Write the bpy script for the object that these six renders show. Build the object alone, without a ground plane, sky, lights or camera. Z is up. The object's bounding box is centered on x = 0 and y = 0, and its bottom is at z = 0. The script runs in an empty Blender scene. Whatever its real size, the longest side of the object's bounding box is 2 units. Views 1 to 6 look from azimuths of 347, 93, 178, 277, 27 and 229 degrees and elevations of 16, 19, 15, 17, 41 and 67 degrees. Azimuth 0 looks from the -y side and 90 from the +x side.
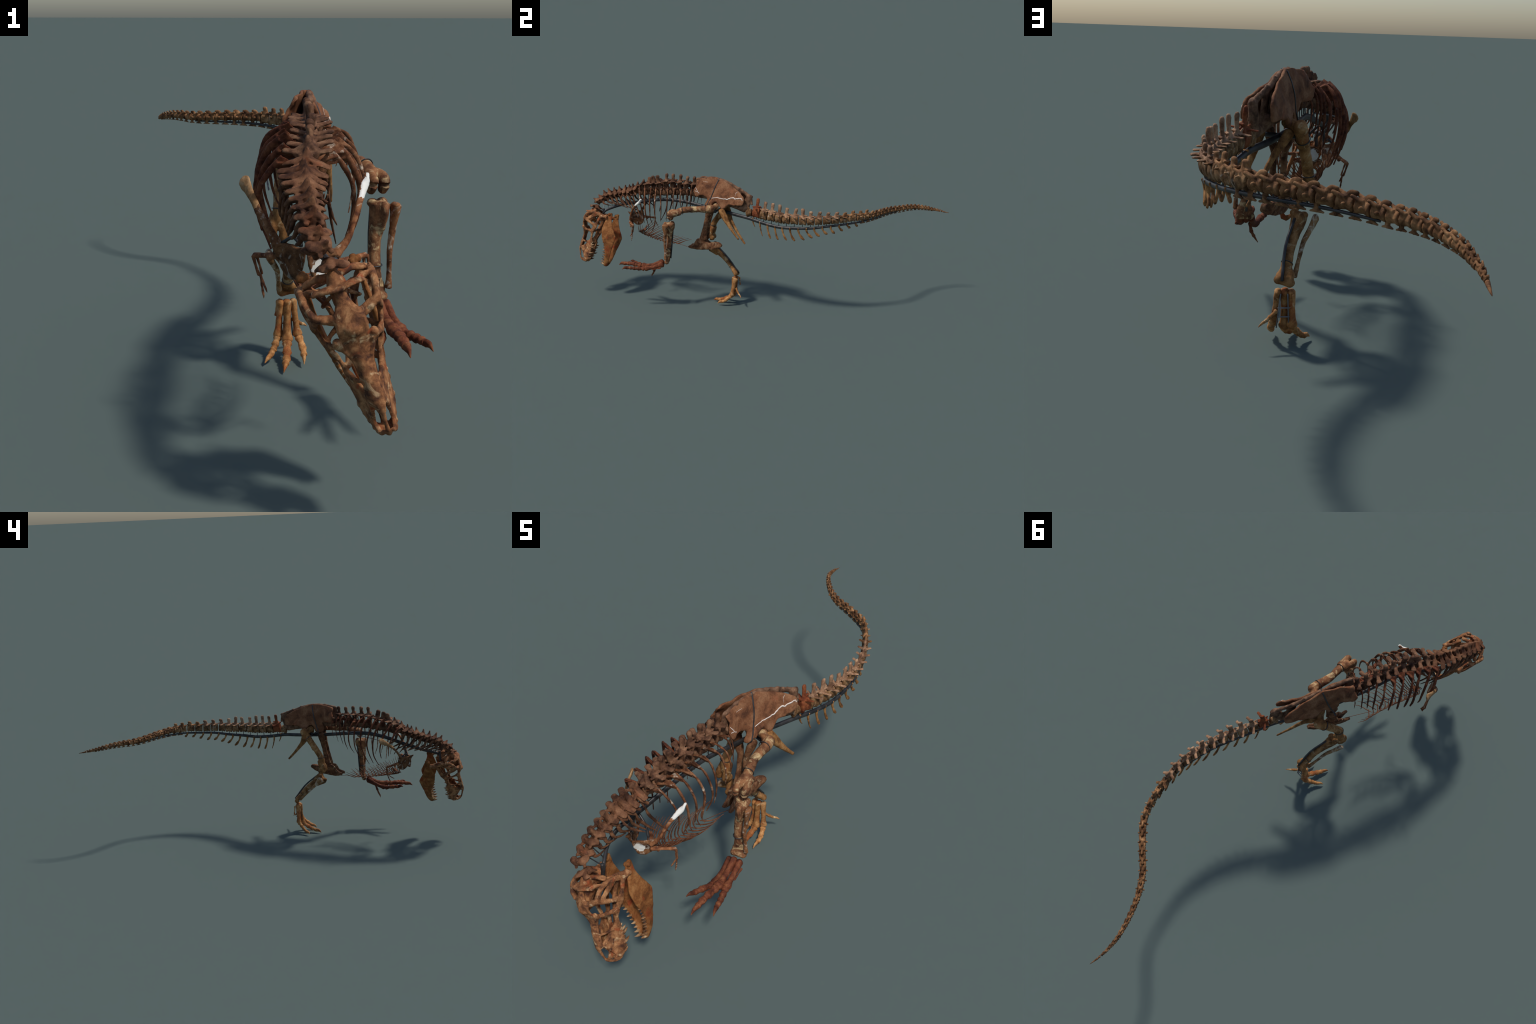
# Mounted fossil skeleton of a large running theropod dinosaur.
# Every bone is built from profiles, spines and rules; colours are node materials.
import bpy, bmesh, math, random
import numpy as np
from mathutils import Vector as V, Matrix, noise
from mathutils.geometry import delaunay_2d_cdt

random.seed(7)
RNG = random.Random(11)
COLL = bpy.context.scene.collection

# ------------------------------------------------------------------ materials
def lin(*c):
    return (c[0], c[1], c[2], 1.0)

def make_bone(name, dark, mid, light, patch=None, patch_amt=0.0, patch_scale=26.0,
              scale=30.0, rough=0.78, bump=0.35, stain=None, stain_amt=0.0, var=0.18):
    m = bpy.data.materials.new(name)
    m.use_nodes = True
    nt = m.node_tree
    N, Lk = nt.nodes, nt.links
    bsdf = N['Principled BSDF']
    geo = N.new('ShaderNodeNewGeometry')
    pos = geo.outputs['Position']

    def noise_tex(sc, det=5.0, ro=0.6, dist=0.0, off=(0, 0, 0)):
        mp = N.new('ShaderNodeMapping')
        mp.inputs['Location'].default_value = off
        Lk.new(pos, mp.inputs['Vector'])
        t = N.new('ShaderNodeTexNoise')
        t.inputs['Scale'].default_value = sc
        t.inputs['Detail'].default_value = det
        t.inputs['Roughness'].default_value = ro
        t.inputs['Distortion'].default_value = dist
        Lk.new(mp.outputs['Vector'], t.inputs['Vector'])
        return t.outputs['Fac']

    def ramp(src, stops):
        r = N.new('ShaderNodeValToRGB')
        e = r.color_ramp.elements
        while len(e) < len(stops):
            e.new(0.5)
        for el, (p, c) in zip(e, stops):
            el.position = p
            el.color = c
        Lk.new(src, r.inputs['Fac'])
        return r.outputs['Color']

    def mix(fac, a, b, mode='MIX'):
        x = N.new('ShaderNodeMix')
        x.data_type = 'RGBA'
        x.blend_type = mode
        if isinstance(fac, float):
            x.inputs[0].default_value = fac
        else:
            Lk.new(fac, x.inputs[0])
        for i, s in ((6, a), (7, b)):
            if isinstance(s, tuple):
                x.inputs[i].default_value = s
            else:
                Lk.new(s, x.inputs[i])
        return x.outputs[2]

    base = ramp(noise_tex(scale, 6.0, 0.62, 0.4),
                [(0.36, lin(*dark)), (0.5, lin(*mid)), (0.64, lin(*light))])
    if stain is not None:
        f = ramp(noise_tex(scale * 0.6, 3.0, 0.55, 0.8, (3.1, 1.7, 0.3)),
                 [(0.62 - stain_amt, lin(0, 0, 0)), (0.74 - stain_amt, lin(1, 1, 1))])
        base = mix(f, base, lin(*stain))
    if patch is not None:
        f = ramp(noise_tex(patch_scale, 4.0, 0.6, 1.2, (7.3, 2.2, 5.1)),
                 [(0.61 - patch_amt, lin(0, 0, 0)), (0.76 - patch_amt, lin(1, 1, 1))])
        base = mix(f, base, lin(*patch))
    # fine grain
    g = ramp(noise_tex(240.0, 4.0, 0.7, 0.0, (1.0, 4.0, 2.0)),
             [(0.30, lin(0.72, 0.70, 0.68)), (0.7, lin(1.16, 1.14, 1.12))])
    base = mix(1.0, base, g, 'MULTIPLY')
    # piece to piece variation
    oi = N.new('ShaderNodeObjectInfo')
    hsv = N.new('ShaderNodeHueSaturation')
    mr = N.new('ShaderNodeMapRange')
    Lk.new(oi.outputs['Random'], mr.inputs['Value'])
    mr.inputs['To Min'].default_value = 1.0 - var
    mr.inputs['To Max'].default_value = 1.0 + var
    Lk.new(mr.outputs['Result'], hsv.inputs['Value'])
    Lk.new(base, hsv.inputs['Color'])
    Lk.new(hsv.outputs['Color'], bsdf.inputs['Base Color'])
    bsdf.inputs['Roughness'].default_value = rough
    bsdf.inputs['Specular IOR Level'].default_value = 0.15
    bn = N.new('ShaderNodeBump')
    bn.inputs['Strength'].default_value = bump
    bn.inputs['Distance'].default_value = 0.0015
    Lk.new(noise_tex(130.0, 5.0, 0.65), bn.inputs['Height'])
    Lk.new(bn.outputs['Normal'], bsdf.inputs['Normal'])
    return m

def make_plain(name, c1, c2, rough, metal=0.0, scale=60.0):
    m = bpy.data.materials.new(name)
    m.use_nodes = True
    nt = m.node_tree
    b = nt.nodes['Principled BSDF']
    geo = nt.nodes.new('ShaderNodeNewGeometry')
    t = nt.nodes.new('ShaderNodeTexNoise')
    t.inputs['Scale'].default_value = scale
    t.inputs['Detail'].default_value = 5.0
    r = nt.nodes.new('ShaderNodeValToRGB')
    r.color_ramp.elements[0].position = 0.35
    r.color_ramp.elements[1].position = 0.68
    r.color_ramp.elements[0].color = lin(*c1)
    r.color_ramp.elements[1].color = lin(*c2)
    nt.links.new(geo.outputs['Position'], t.inputs['Vector'])
    nt.links.new(t.outputs['Fac'], r.inputs['Fac'])
    nt.links.new(r.outputs['Color'], b.inputs['Base Color'])
    b.inputs['Roughness'].default_value = rough
    b.inputs['Metallic'].default_value = metal
    return m

M_NECK = make_bone('neck_bone', (.045, .019, .011), (.135, .059, .030), (.230, .112, .057), scale=30, stain=(.17, .060, .027), stain_amt=0.02)
M_BACK = make_bone('back_bone', (.045, .021, .013), (.130, .062, .034), (.225, .122, .068), scale=30)
M_SKULL = make_bone('skull_bone', (.060, .025, .015), (.200, .084, .035), (.36, .18, .080),
                    patch=(.52, .36, .20), patch_amt=0.02, patch_scale=34, stain=(.25, .065, .024), stain_amt=0.05, scale=42)
M_JAW = make_bone('jaw_bone', (.150, .055, .018), (.270, .102, .031), (.40, .185, .066),
                  stain=(.29, .062, .020), stain_amt=0.06, scale=30)
M_RIB_R = make_bone('red_rib_bone', (.050, .016, .009), (.120, .038, .019), (.19, .072, .034),
                    patch=(.45, .36, .26), patch_amt=-0.04, scale=40)
M_RIB_L = make_bone('mottled_rib_bone', (.070, .027, .014), (.165, .064, .029), (.27, .130, .065),
                    patch=(.62, .52, .40), patch_amt=0.03, patch_scale=40, scale=40)
M_BELLY = make_bone('belly_rib_bone', (.070, .027, .015), (.150, .056, .027), (.21, .090, .044), scale=60)
M_PELVIS = make_bone('pelvis_bone', (.075, .031, .016), (.168, .069, .032), (.25, .122, .062),
                     stain=(.20, .066, .030), stain_amt=0.05, scale=20)
M_SACRUM = make_bone('sacrum_bone', (.060, .031, .019), (.145, .076, .044), (.25, .146, .088), scale=36)
M_PUBIS = make_bone('pubis_bone', (.055, .023, .012), (.150, .065, .031), (.27, .140, .070),
                    patch=(.46, .33, .20), patch_amt=0.02, scale=34)
M_ISCH = make_bone('ischium_bone', (.120, .050, .018), (.27, .125, .042), (.40, .215, .085), scale=34)
M_LEG_L = make_bone('left_leg_bone', (.060, .025, .014), (.170, .073, .034), (.28, .130, .058),
                    patch=(.54, .40, .21), patch_amt=0.09, patch_scale=30, scale=32)
M_FIB_L = make_bone('left_calf_bone', (.110, .043, .019), (.25, .103, .042), (.38, .185, .080),
                    patch=(.66, .58, .46), patch_amt=0.09, patch_scale=30, scale=32)
M_FOOT_L = make_bone('left_foot_bone', (.062, .019, .011), (.142, .042, .020), (.225, .085, .036), scale=38)
M_LEG_R = make_bone('right_leg_bone', (.085, .037, .014), (.22, .102, .034), (.36, .185, .072),
                    stain=(.22, .070, .024), stain_amt=0.05, patch=(.48, .35, .19), patch_amt=0.05, scale=26)
M_FIB_R = make_bone('right_calf_bone', (.120, .055, .022), (.26, .135, .055), (.40, .240, .115),
                    patch=(.56, .48, .36), patch_amt=0.08, patch_scale=34, scale=30)
M_FOOT_R = make_bone('right_foot_bone', (.190, .072, .024), (.38, .170, .056), (.52, .280, .115),
                     patch=(.60, .43, .23), patch_amt=0.03, stain=(.32, .095, .030), stain_amt=0.05, scale=30)
M_TAIL_C = make_bone('tail_body_bone', (.070, .034, .015), (.185, .094, .040), (.33, .190, .092),
                     patch=(.46, .38, .29), patch_amt=0.03, patch_scale=50, scale=44)
M_TAIL_S = make_bone('tail_spine_bone', (.150, .076, .042), (.29, .160, .092), (.42, .260, .155), scale=34)
M_TAIL_RED = make_bone('red_tail_bone', (.110, .028, .013), (.190, .054, .021), (.25, .085, .033), scale=44)
M_TAIL_END = make_bone('tail_end_bone', (.065, .028, .013), (.205, .096, .040), (.36, .190, .085), scale=44)  # ochre darkened a little toward the baked shade on the tail's left side
M_CHEV = make_bone('chevron_bone', (.110, .044, .016), (.28, .128, .042), (.42, .215, .080), scale=44)
M_SHOULDER = make_bone('shoulder_bone', (.050, .023, .012), (.165, .072, .031), (.29, .150, .072),
                       patch=(.60, .54, .46), patch_amt=0.05, patch_scale=44, scale=36)
M_SHOULDER_TOP = make_bone('shoulder_tip_bone', (.190, .092, .034), (.36, .200, .088), (.50, .32, .17), scale=34)
M_ARM = make_bone('arm_bone', (.075, .027, .014), (.185, .070, .030), (.30, .135, .060),
                  patch=(.60, .50, .36), patch_amt=0.03, patch_scale=44, scale=50)
M_TOOTH = make_bone('tooth_enamel', (.085, .036, .016), (.22, .110, .050), (.46, .32, .18), scale=30, rough=0.45, var=0.4)
M_PLASTER = make_plain('white_plaster', (.70, .68, .60), (.82, .81, .76), 0.6)
M_CRACK = make_plain('crack_filler', (.62, .50, .42), (.78, .70, .62), 0.7)
M_STEEL = make_plain('blackened_steel', (.022, .021, .022), (.060, .056, .056), 0.42, 0.35, 40)
M_ROD = make_plain('grey_steel_rod', (.055, .055, .060), (.26, .25, .25), 0.4, 0.4, 14)

# ------------------------------------------------------------------ geometry helpers
def catmull(P, sub=6, closed=False):
    P = [V(p) for p in P]
    n = len(P)
    if n < 3 and not closed:
        return [P[0].lerp(P[-1], i / sub) for i in range(sub + 1)], [i / sub * (n - 1) for i in range(sub + 1)]
    out, par = [], []
    segs = n if closed else n - 1
    for i in range(segs):
        if closed:
            a, b, c, d = P[(i - 1) % n], P[i], P[(i + 1) % n], P[(i + 2) % n]
        else:
            b, c = P[i], P[i + 1]
            a = P[i - 1] if i > 0 else b * 2 - c
            d = P[i + 2] if i + 2 < n else c * 2 - b
        for k in range(sub):
            t = k / sub
            out.append(0.5 * ((2 * b) + (c - a) * t + (2 * a - 5 * b + 4 * c - d) * t * t + (3 * b - a - 3 * c + d) * t ** 3))
            par.append(i + t)
    if not closed:
        out.append(P[-1].copy())
        par.append(float(n - 1))
    return out, par

def lerp_list(L, t):
    i = min(int(t), len(L) - 2) if len(L) > 1 else 0
    if len(L) == 1:
        return L[0]
    f = t - i
    a, b = L[i], L[i + 1]
    if isinstance(a, (tuple, list)):
        return tuple(x + (y - x) * f for x, y in zip(a, b))
    return a + (b - a) * f

class Build:
    """Collects simple closed solids; finish() fuses them into one bone."""
    def __init__(self):
        self.v, self.f = [], []

    def tube(self, P, R, up=(0, 0, 1), n=10, sub=5, cap=0.45, spline=True):
        """Loft through P. R: radius or (radius across, radius along 'up')."""
        P = [V(p) for p in P]
        if not isinstance(R, list):
            R = [R]
        if spline:
            pts, par = catmull(P, sub)
        else:
            pts, par = P, list(range(len(P)))
        m = (len(R) - 1) / max(1e-9, len(P) - 1)
        rad = []
        for t in par:
            r = lerp_list(R, t * m) if len(R) > 1 else R[0]
            rad.append(r if isinstance(r, tuple) else (r, r))
        up = V(up)
        rings = []
        def frame(t):
            u = up - t * up.dot(t)
            if u.length < 1e-4:
                u = V((1, 0, 0)) - t * t.x
            u.normalize()
            return t.cross(u).normalized(), u
        T = []
        for i in range(len(pts)):
            d = pts[min(i + 1, len(pts) - 1)] - pts[max(i - 1, 0)]
            T.append(d.normalized() if d.length > 1e-9 else V((0, 0, 1)))
        seq = []
        r0 = max(rad[0]) * cap
        r1 = max(rad[-1]) * cap
        if cap > 0:
            seq.append((pts[0] - T[0] * r0, T[0], (rad[0][0] * .55, rad[0][1] * .55)))
        for p, t, r in zip(pts, T, rad):
            seq.append((p, t, r))
        if cap > 0:
            seq.append((pts[-1] + T[-1] * r1, T[-1], (rad[-1][0] * .55, rad[-1][1] * .55)))
        base = len(self.v)
        for p, t, r in seq:
            s, u = frame(t)
            for k in range(n):
                a = 2 * math.pi * k / n
                self.v.append(p + s * (math.cos(a) * r[0]) + u * (math.sin(a) * r[1]))
        for i in range(len(seq) - 1):
            for k in range(n):
                a = base + i * n + k
                b = base + i * n + (k + 1) % n
                self.f.append((a, b, b + n, a + n))
        self.f.append(tuple(base + k for k in reversed(range(n))))
        e = base + (len(seq) - 1) * n
        self.f.append(tuple(e + k for k in range(n)))
        return self

    def ball(self, c, r, rot=None, seg=12, rings=8):
        c = V(c)
        r = r if isinstance(r, tuple) else (r, r, r)
        rot = rot or Matrix.Identity(3)
        base = len(self.v)
        self.v.append(c + rot @ V((0, 0, r[2])))
        for i in range(1, rings):
            th = math.pi * i / rings
            for k in range(seg):
                a = 2 * math.pi * k / seg
                self.v.append(c + rot @ V((r[0] * math.sin(th) * math.cos(a), r[1] * math.sin(th) * math.sin(a), r[2] * math.cos(th))))
        self.v.append(c + rot @ V((0, 0, -r[2])))
        last = len(self.v) - 1
        for k in range(seg):
            self.f.append((base, base + 1 + k, base + 1 + (k + 1) % seg))
        for i in range(rings - 2):
            for k in range(seg):
                a = base + 1 + i * seg + k
                b = base + 1 + i * seg + (k + 1) % seg
                self.f.append((a, a + seg, b + seg, b))
        q = base + 1 + (rings - 2) * seg
        for k in range(seg):
            self.f.append((last, q + (k + 1) % seg, q + k))
        return self

    def plate2(self, outline, mapf, step, smooth=4):
        """Solid sheet: a 2D outline, filled, lifted to 3D by mapf(x, y, edge, side)."""
        pts, _ = catmull([(p[0], p[1], 0) for p in outline], smooth, closed=True) if smooth > 1 else ([V((p[0], p[1], 0)) for p in outline], None)
        o = [(p.x, p.y) for p in pts]
        n = len(o)
        A = np.array(o)
        xs = np.arange(A[:, 0].min() + step / 2, A[:, 0].max(), step)
        ys = np.arange(A[:, 1].min() + step / 2, A[:, 1].max(), step)
        inner = []
        B = np.roll(A, -1, 0)
        for x in xs:
            for y in ys:
                p = np.array((x, y))
                d = B - A
                t = np.clip(((p - A) * d).sum(1) / np.maximum((d * d).sum(1), 1e-12), 0, 1)
                dist = np.sqrt((((A + d * t[:, None]) - p) ** 2).sum(1).min())
                if dist < step * .55:
                    continue
                cr = ((A[:, 1] > y) != (B[:, 1] > y))
                xi = A[:, 0] + (y - A[:, 1]) / np.where(B[:, 1] - A[:, 1] == 0, 1e-12, B[:, 1] - A[:, 1]) * (B[:, 0] - A[:, 0])
                if (np.sum(cr & (x < xi)) % 2) == 1:
                    inner.append((x, y))
        allp = [V(p) for p in o] + [V(p) for p in inner]
        vo, _, fo, _, _, _ = delaunay_2d_cdt(allp, [(i, (i + 1) % n) for i in range(n)], [], 1, 1e-7)
        # boundary edges of the triangulation
        cnt = {}
        for t in fo:
            for i in range(len(t)):
                e = (t[i], t[(i + 1) % len(t)])
                cnt[e] = 1
        bnd = [e for e in cnt if (e[1], e[0]) not in cnt]
        edge_v = set(a for e in bnd for a in e)
        base = len(self.v)
        m = len(vo)
        for side in (1, -1):
            for i, p in enumerate(vo):
                self.v.append(V(mapf(p.x, p.y, i in edge_v, side)))
        for t in fo:
            self.f.append(tuple(base + i for i in t))
            self.f.append(tuple(base + m + i for i in reversed(t)))
        for a, b in bnd:
            self.f.append((base + b, base + a, base + m + a, base + m + b))
        return self

    def plate3(self, outline, thick, step=0.01, edge=0.5, smooth=4, bulge=None):
        """Solid sheet through a ring of 3D points (best-fit plane + residual height)."""
        P = np.array([tuple(p) for p in outline], float)
        c = P.mean(0)
        _, _, vt = np.linalg.svd(P - c)
        ex, ey, en = vt
        Q = P - c
        xy = np.stack([Q @ ex, Q @ ey], 1)
        h = Q @ en
        def mapf(x, y, e, side):
            d2 = ((xy - (x, y)) ** 2).sum(1) + 1e-6
            w = 1 / d2 ** 1.2
            hh = (w * h).sum() / w.sum()
            t = thick * (edge if e else 1.0) * .5
            if bulge and not e:
                hh += bulge
            return c + ex * x + ey * y + en * (hh + side * t)
        return self.plate2([tuple(q) for q in xy], mapf, step, smooth)

    def mesh(self, name):
        me = bpy.data.meshes.new(name)
        me.from_pydata([tuple(v) for v in self.v], [], self.f)
        me.update()
        bm = bmesh.new()
        bm.from_mesh(me)
        bmesh.ops.recalc_face_normals(bm, faces=bm.faces)
        bm.to_mesh(me)
        bm.free()
        return me

def evaluate(me, mods):
    ob = bpy.data.objects.new('work', me)
    COLL.objects.link(ob)
    for typ, props in mods:
        md = ob.modifiers.new(typ, typ)
        for k, val in props.items():
            setattr(md, k, val)
    dg = bpy.context.evaluated_depsgraph_get()
    dg.update()
    out = bpy.data.meshes.new_from_object(ob.evaluated_get(dg))
    bpy.data.objects.remove(ob)
    bpy.data.meshes.remove(me)
    return out

def roughen(me, amp, freq, fine=0.35):
    n = len(me.vertices)
    if n == 0 or amp <= 0:
        return
    co = np.empty(n * 3, 'f'); me.vertices.foreach_get('co', co)
    no = np.empty(n * 3, 'f'); me.vertices.foreach_get('normal', no)
    co = co.reshape(-1, 3); no = no.reshape(-1, 3)
    d = np.empty(n)
    nz = noise.noise
    for i in range(n):
        p = V(co[i])
        d[i] = nz(p * freq) + fine * nz(p * (freq * 3.1))
    co += no * (d * amp)[:, None].astype('f')
    me.vertices.foreach_set('co', co.ravel())
    me.update()

ROOT = bpy.data.objects.new('dinosaur_skeleton', None)
ROOT['label'] = 'mounted brown fossil skeleton of a running predatory dinosaur'
ROOT['category'] = 'dinosaur skeleton'
COLL.objects.link(ROOT)
WORLD = {ROOT: V((0, 0, 0))}

def place(name, me, mats, parent=None, stuff=False, centre=True):
    if not isinstance(mats, (list, tuple)):
        mats = [mats]
    me.materials.clear()
    for m in mats:
        me.materials.append(m)
    for p in me.polygons:
        p.use_smooth = True
    n = len(me.vertices)
    co = np.empty(n * 3, 'f'); me.vertices.foreach_get('co', co)
    co = co.reshape(-1, 3)
    c = V(((co.min(0) + co.max(0)) / 2).tolist()) if centre else V((0, 0, 0))
    co -= np.array(c, 'f')
    me.vertices.foreach_set('co', co.ravel())
    me.update()
    me.name = name
    ob = bpy.data.objects.new(name, me)
    COLL.objects.link(ob)
    parent = parent or ROOT
    ob.parent = parent
    ob.location = c - WORLD[parent]
    WORLD[ob] = c
    if stuff:
        ob['kind'] = 'stuff'
    return ob

def finish(b, name, mats, parent=None, voxel=0.0022, smooth=3, amp=0.0008, freq=75.0, stuff=False, split=None, dec=.16):
    me = b.mesh(name)
    if voxel:
        mods = [('REMESH', dict(mode='VOXEL', voxel_size=voxel))]
        if smooth:
            mods.append(('SMOOTH', dict(factor=0.5, iterations=smooth)))
        me = evaluate(me, mods)
    roughen(me, amp, freq)
    if voxel and dec < 1:
        me = evaluate(me, [('DECIMATE', dict(ratio=max(dec, min(1.0, 260 / max(1, len(me.polygons))))))])
    if split:
        idx = [split(p.center, p.normal) for p in me.polygons]
    ob = place(name, me, mats, parent, stuff)
    if voxel and dec < 1:
        me.set_sharp_from_angle(angle=math.radians(38))
    if split:
        for p, i in zip(me.polygons, idx):
            p.material_index = i
    return ob

# ------------------------------------------------------------------ the spine
# neural spine tips and centrum centres, head to hip (presacral) then tail
TOPS = [(-.147, -.946, .484), (-.148, -.927, .524), (-.153, -.900, .543), (-.154, -.873, .569), (-.150, -.847, .581),
        (-.144, -.813, .590), (-.140, -.783, .598), (-.132, -.746, .609), (-.126, -.723, .613), (-.125, -.704, .620),
        (-.109, -.674, .635), (-.099, -.639, .652), (-.085, -.605, .664), (-.080, -.586, .672), (-.068, -.561, .679),
        (-.056, -.508, .696), (-.051, -.473, .697), (-.040, -.431, .698), (-.028, -.394, .692), (-.020, -.357, .693)]
CENT = [(-.137, -.905, .478), (-.157, -.901, .501), (-.156, -.880, .513), (-.154, -.854, .527), (-.153, -.829, .535),
        (-.150, -.803, .542), (-.146, -.776, .549), (-.140, -.750, .557), (-.134, -.724, .563), (-.128, -.702, .571),
        (-.113, -.676, .580), (-.100, -.645, .588), (-.084, -.614, .594), (-.076, -.581, .598), (-.065, -.547, .602),
        (-.052, -.512, .607), (-.047, -.476, .610), (-.040, -.438, .611), (-.032, -.403, .612), (-.025, -.363, .610)]
HALF = [.020, .022, .024, .025, .026, .027, .030, .037, .043, .045, .043, .042, .040, .039, .039, .038, .037, .036, .030, .026]
AXIS = V((.37, .93, 0)).normalized()       # head-to-tail direction at the hips
LEFT = V((.93, -.37, 0)).normalized()      # animal's left at the hips

def tangent(L, i):
    a = V(L[max(i - 1, 0)]); b = V(L[min(i + 1, len(L) - 1)])
    return (b - a).normalized()

def vertebra_frame(c, top, t):
    c, top = V(c), V(top)
    d = top - c
    u = d - t * d.dot(t)
    h = u.length
    u.normalize()
    left = t.cross(u).normalized()
    lean = d.dot(t)
    def at(a, b, l):           # along spine (tailward), up, left  (b in units of height)
        return c + t * a + u * (b * h) + left * l
    return at, u, left, h, lean

def neck_vertebra(i):
    c, top, t = CENT[i], TOPS[i], tangent(CENT, i)
    at, u, left, h, lean = vertebra_frame(c, top, t)
    b = Build()
    hw = HALF[i]
    ln = .026 if i > 1 else .020
    b.tube([at(-ln * .5, 0, 0), at(-ln * .2, 0, 0), at(ln * .2, 0, 0), at(ln * .5, 0, 0)],
           [(.013, .014), (.011, .012), (.011, .012), (.013, .014)], up=u, cap=.15)
    b.tube([at(lean * .25, .2, 0), at(lean * .4, .55, 0)], [(.011, .011), (.009, .010)], up=t)
    # pointed spine leaning with its tip
    b.tube([at(lean * .3, .36, 0), at(lean * .62, .66, 0), at(lean, 1.0, 0)],
           [(.019, .0085), (.0105, .0064), (.0018, .0026)], up=t, n=8, cap=.2)
    for s in (1, -1):
        # roof-like lamina from the spine down to the rear outer corner
        b.tube([at(lean * .6, .70, 0), at(lean * .3 + .002, .50, s * hw * .48), at(.011, .34, s * hw * .97)],
               [(.0075, .0040), (.0115, .0044), (.0100, .0040)], up=u, n=8)
        # front joint process
        b.tube([at(0, .4, s * .010), at(-.016, .42, s * hw * .55)], [(.006, .0045), (.005, .0035)], up=u)
        # side process hanging to the rib
        b.tube([at(-.002, .30, s * .008), at(.002, .10, s * hw * .72), at(.012, -.22, s * hw * .86)],
               [.0068, .0062, .0052], up=t)
    return finish(b, 'neck_vertebra', M_NECK, voxel=.0017, smooth=1, amp=.0014, freq=60)

def back_vertebra(i):
    c, top, t = CENT[i], TOPS[i], tangent(CENT, i)
    at, u, left, h, lean = vertebra_frame(c, top, t)
    b = Build()
    hw = HALF[i]
    tall = i >= 15
    ln = .030 if i >= 12 else .027
    w = .017 if i > 10 else .015
    b.tube([at(-ln * .5, -.05, 0), at(-ln * .42, -.05, 0), at(0, -.03, 0), at(ln * .42, -.05, 0), at(ln * .5, -.05, 0)],
           [(w, .022), (w, .0225), (w * .78, .018), (w, .0225), (w, .022)], up=u, cap=.12)
    b.tube([at(0, .15, 0), at(0, .5, 0), at(lean * .4, .62, 0)], [(.011, .012), (.010, .012), (.006, .010)], up=t)
    if tall:
        b.tube([at(lean * .35, .50, 0), at(lean * .7, .72, 0), at(lean * .95, .90, 0), at(lean, .965, 0)],
               [(.0065, .0125), (.0060, .0078), (.0092, .0098), (.0078, .0084)], up=t, cap=.5, n=8)
    elif 12 <= i <= 14:
        b.tube([at(lean * .35, .5, 0), at(lean * .8, .75, 0), at(lean, .97, 0)],
               [(.0065, .013), (.0065, .0125), (.0088, .0125)], up=t, n=8)
    else:
        b.tube([at(lean * .35, .48, 0), at(lean * .7, .75, 0), at(lean, .99, 0)],
               [(.020, .011), (.011, .0078), (.0026, .0034)], up=t, n=8, cap=.2)
    for s in (1, -1):
        b.tube([at(0, .50, s * .006), at(.003, .53, s * hw * .55), at(.008, .57, s * hw)],
               [(.0105, .0055), (.0078, .0046), (.0112, .0042)], up=u, n=8)
        b.tube([at(0, .45, s * .008), at(-ln * .62, .52, s * .011)], [.005, .004], up=u)
        b.tube([at(0, .52, s * .006), at(ln * .60, .56, s * .009)], [.005, .0035], up=u)
        b.tube([at(-.004, .12, s * w * .6), at(-.006, .36, s * w * .95), at(0, .52, s * hw * .6)], [.0042, .0034, .003], up=t)
        if i < 12:
            b.tube([at(lean * .72, .80, 0), at(.006, .56, s * hw * .55)], [(.0075, .0035), (.008, .003)], up=u)
    return finish(b, 'back_vertebra', M_BACK, voxel=.0018, smooth=1, amp=.0015, freq=60)

def atlas():
    b = Build()
    at, u, left, h, lean = vertebra_frame(CENT[0], TOPS[0], V((.0, .75, .55)).normalized())
    b.ball(CENT[0], (.014, .014, .013))
    b.tube([V(CENT[0]) + V((0, -.005, .005)), V(TOPS[0]).lerp(V(CENT[0]), .4), TOPS[0]], [(.010, .008), (.007, .008), (.003, .006)], up=left)
    for s in (1, -1):
        b.tube([V(CENT[0]) + V((0, -.012, .006)), V(CENT[0]) + left * (s * .015) + V((0, -.026, .004)), V(CENT[0]) + left * (s * .024) + V((0, -.018, .003))],
               [(.008, .005), (.009, .004), (.006, .003)], up=u)
        b.tube([V(CENT[0]) + left * (s * .008), V(CENT[0]) + left * (s * .017) + V((.0, .022, -.014))], [.006, .003])
    return finish(b, 'neck_vertebra', M_NECK, voxel=.0019, smooth=2, amp=.0009)

atlas()
for i in range(1, 11):
    neck_vertebra(i)
for i in range(11, 20):
    back_vertebra(i)

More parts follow.
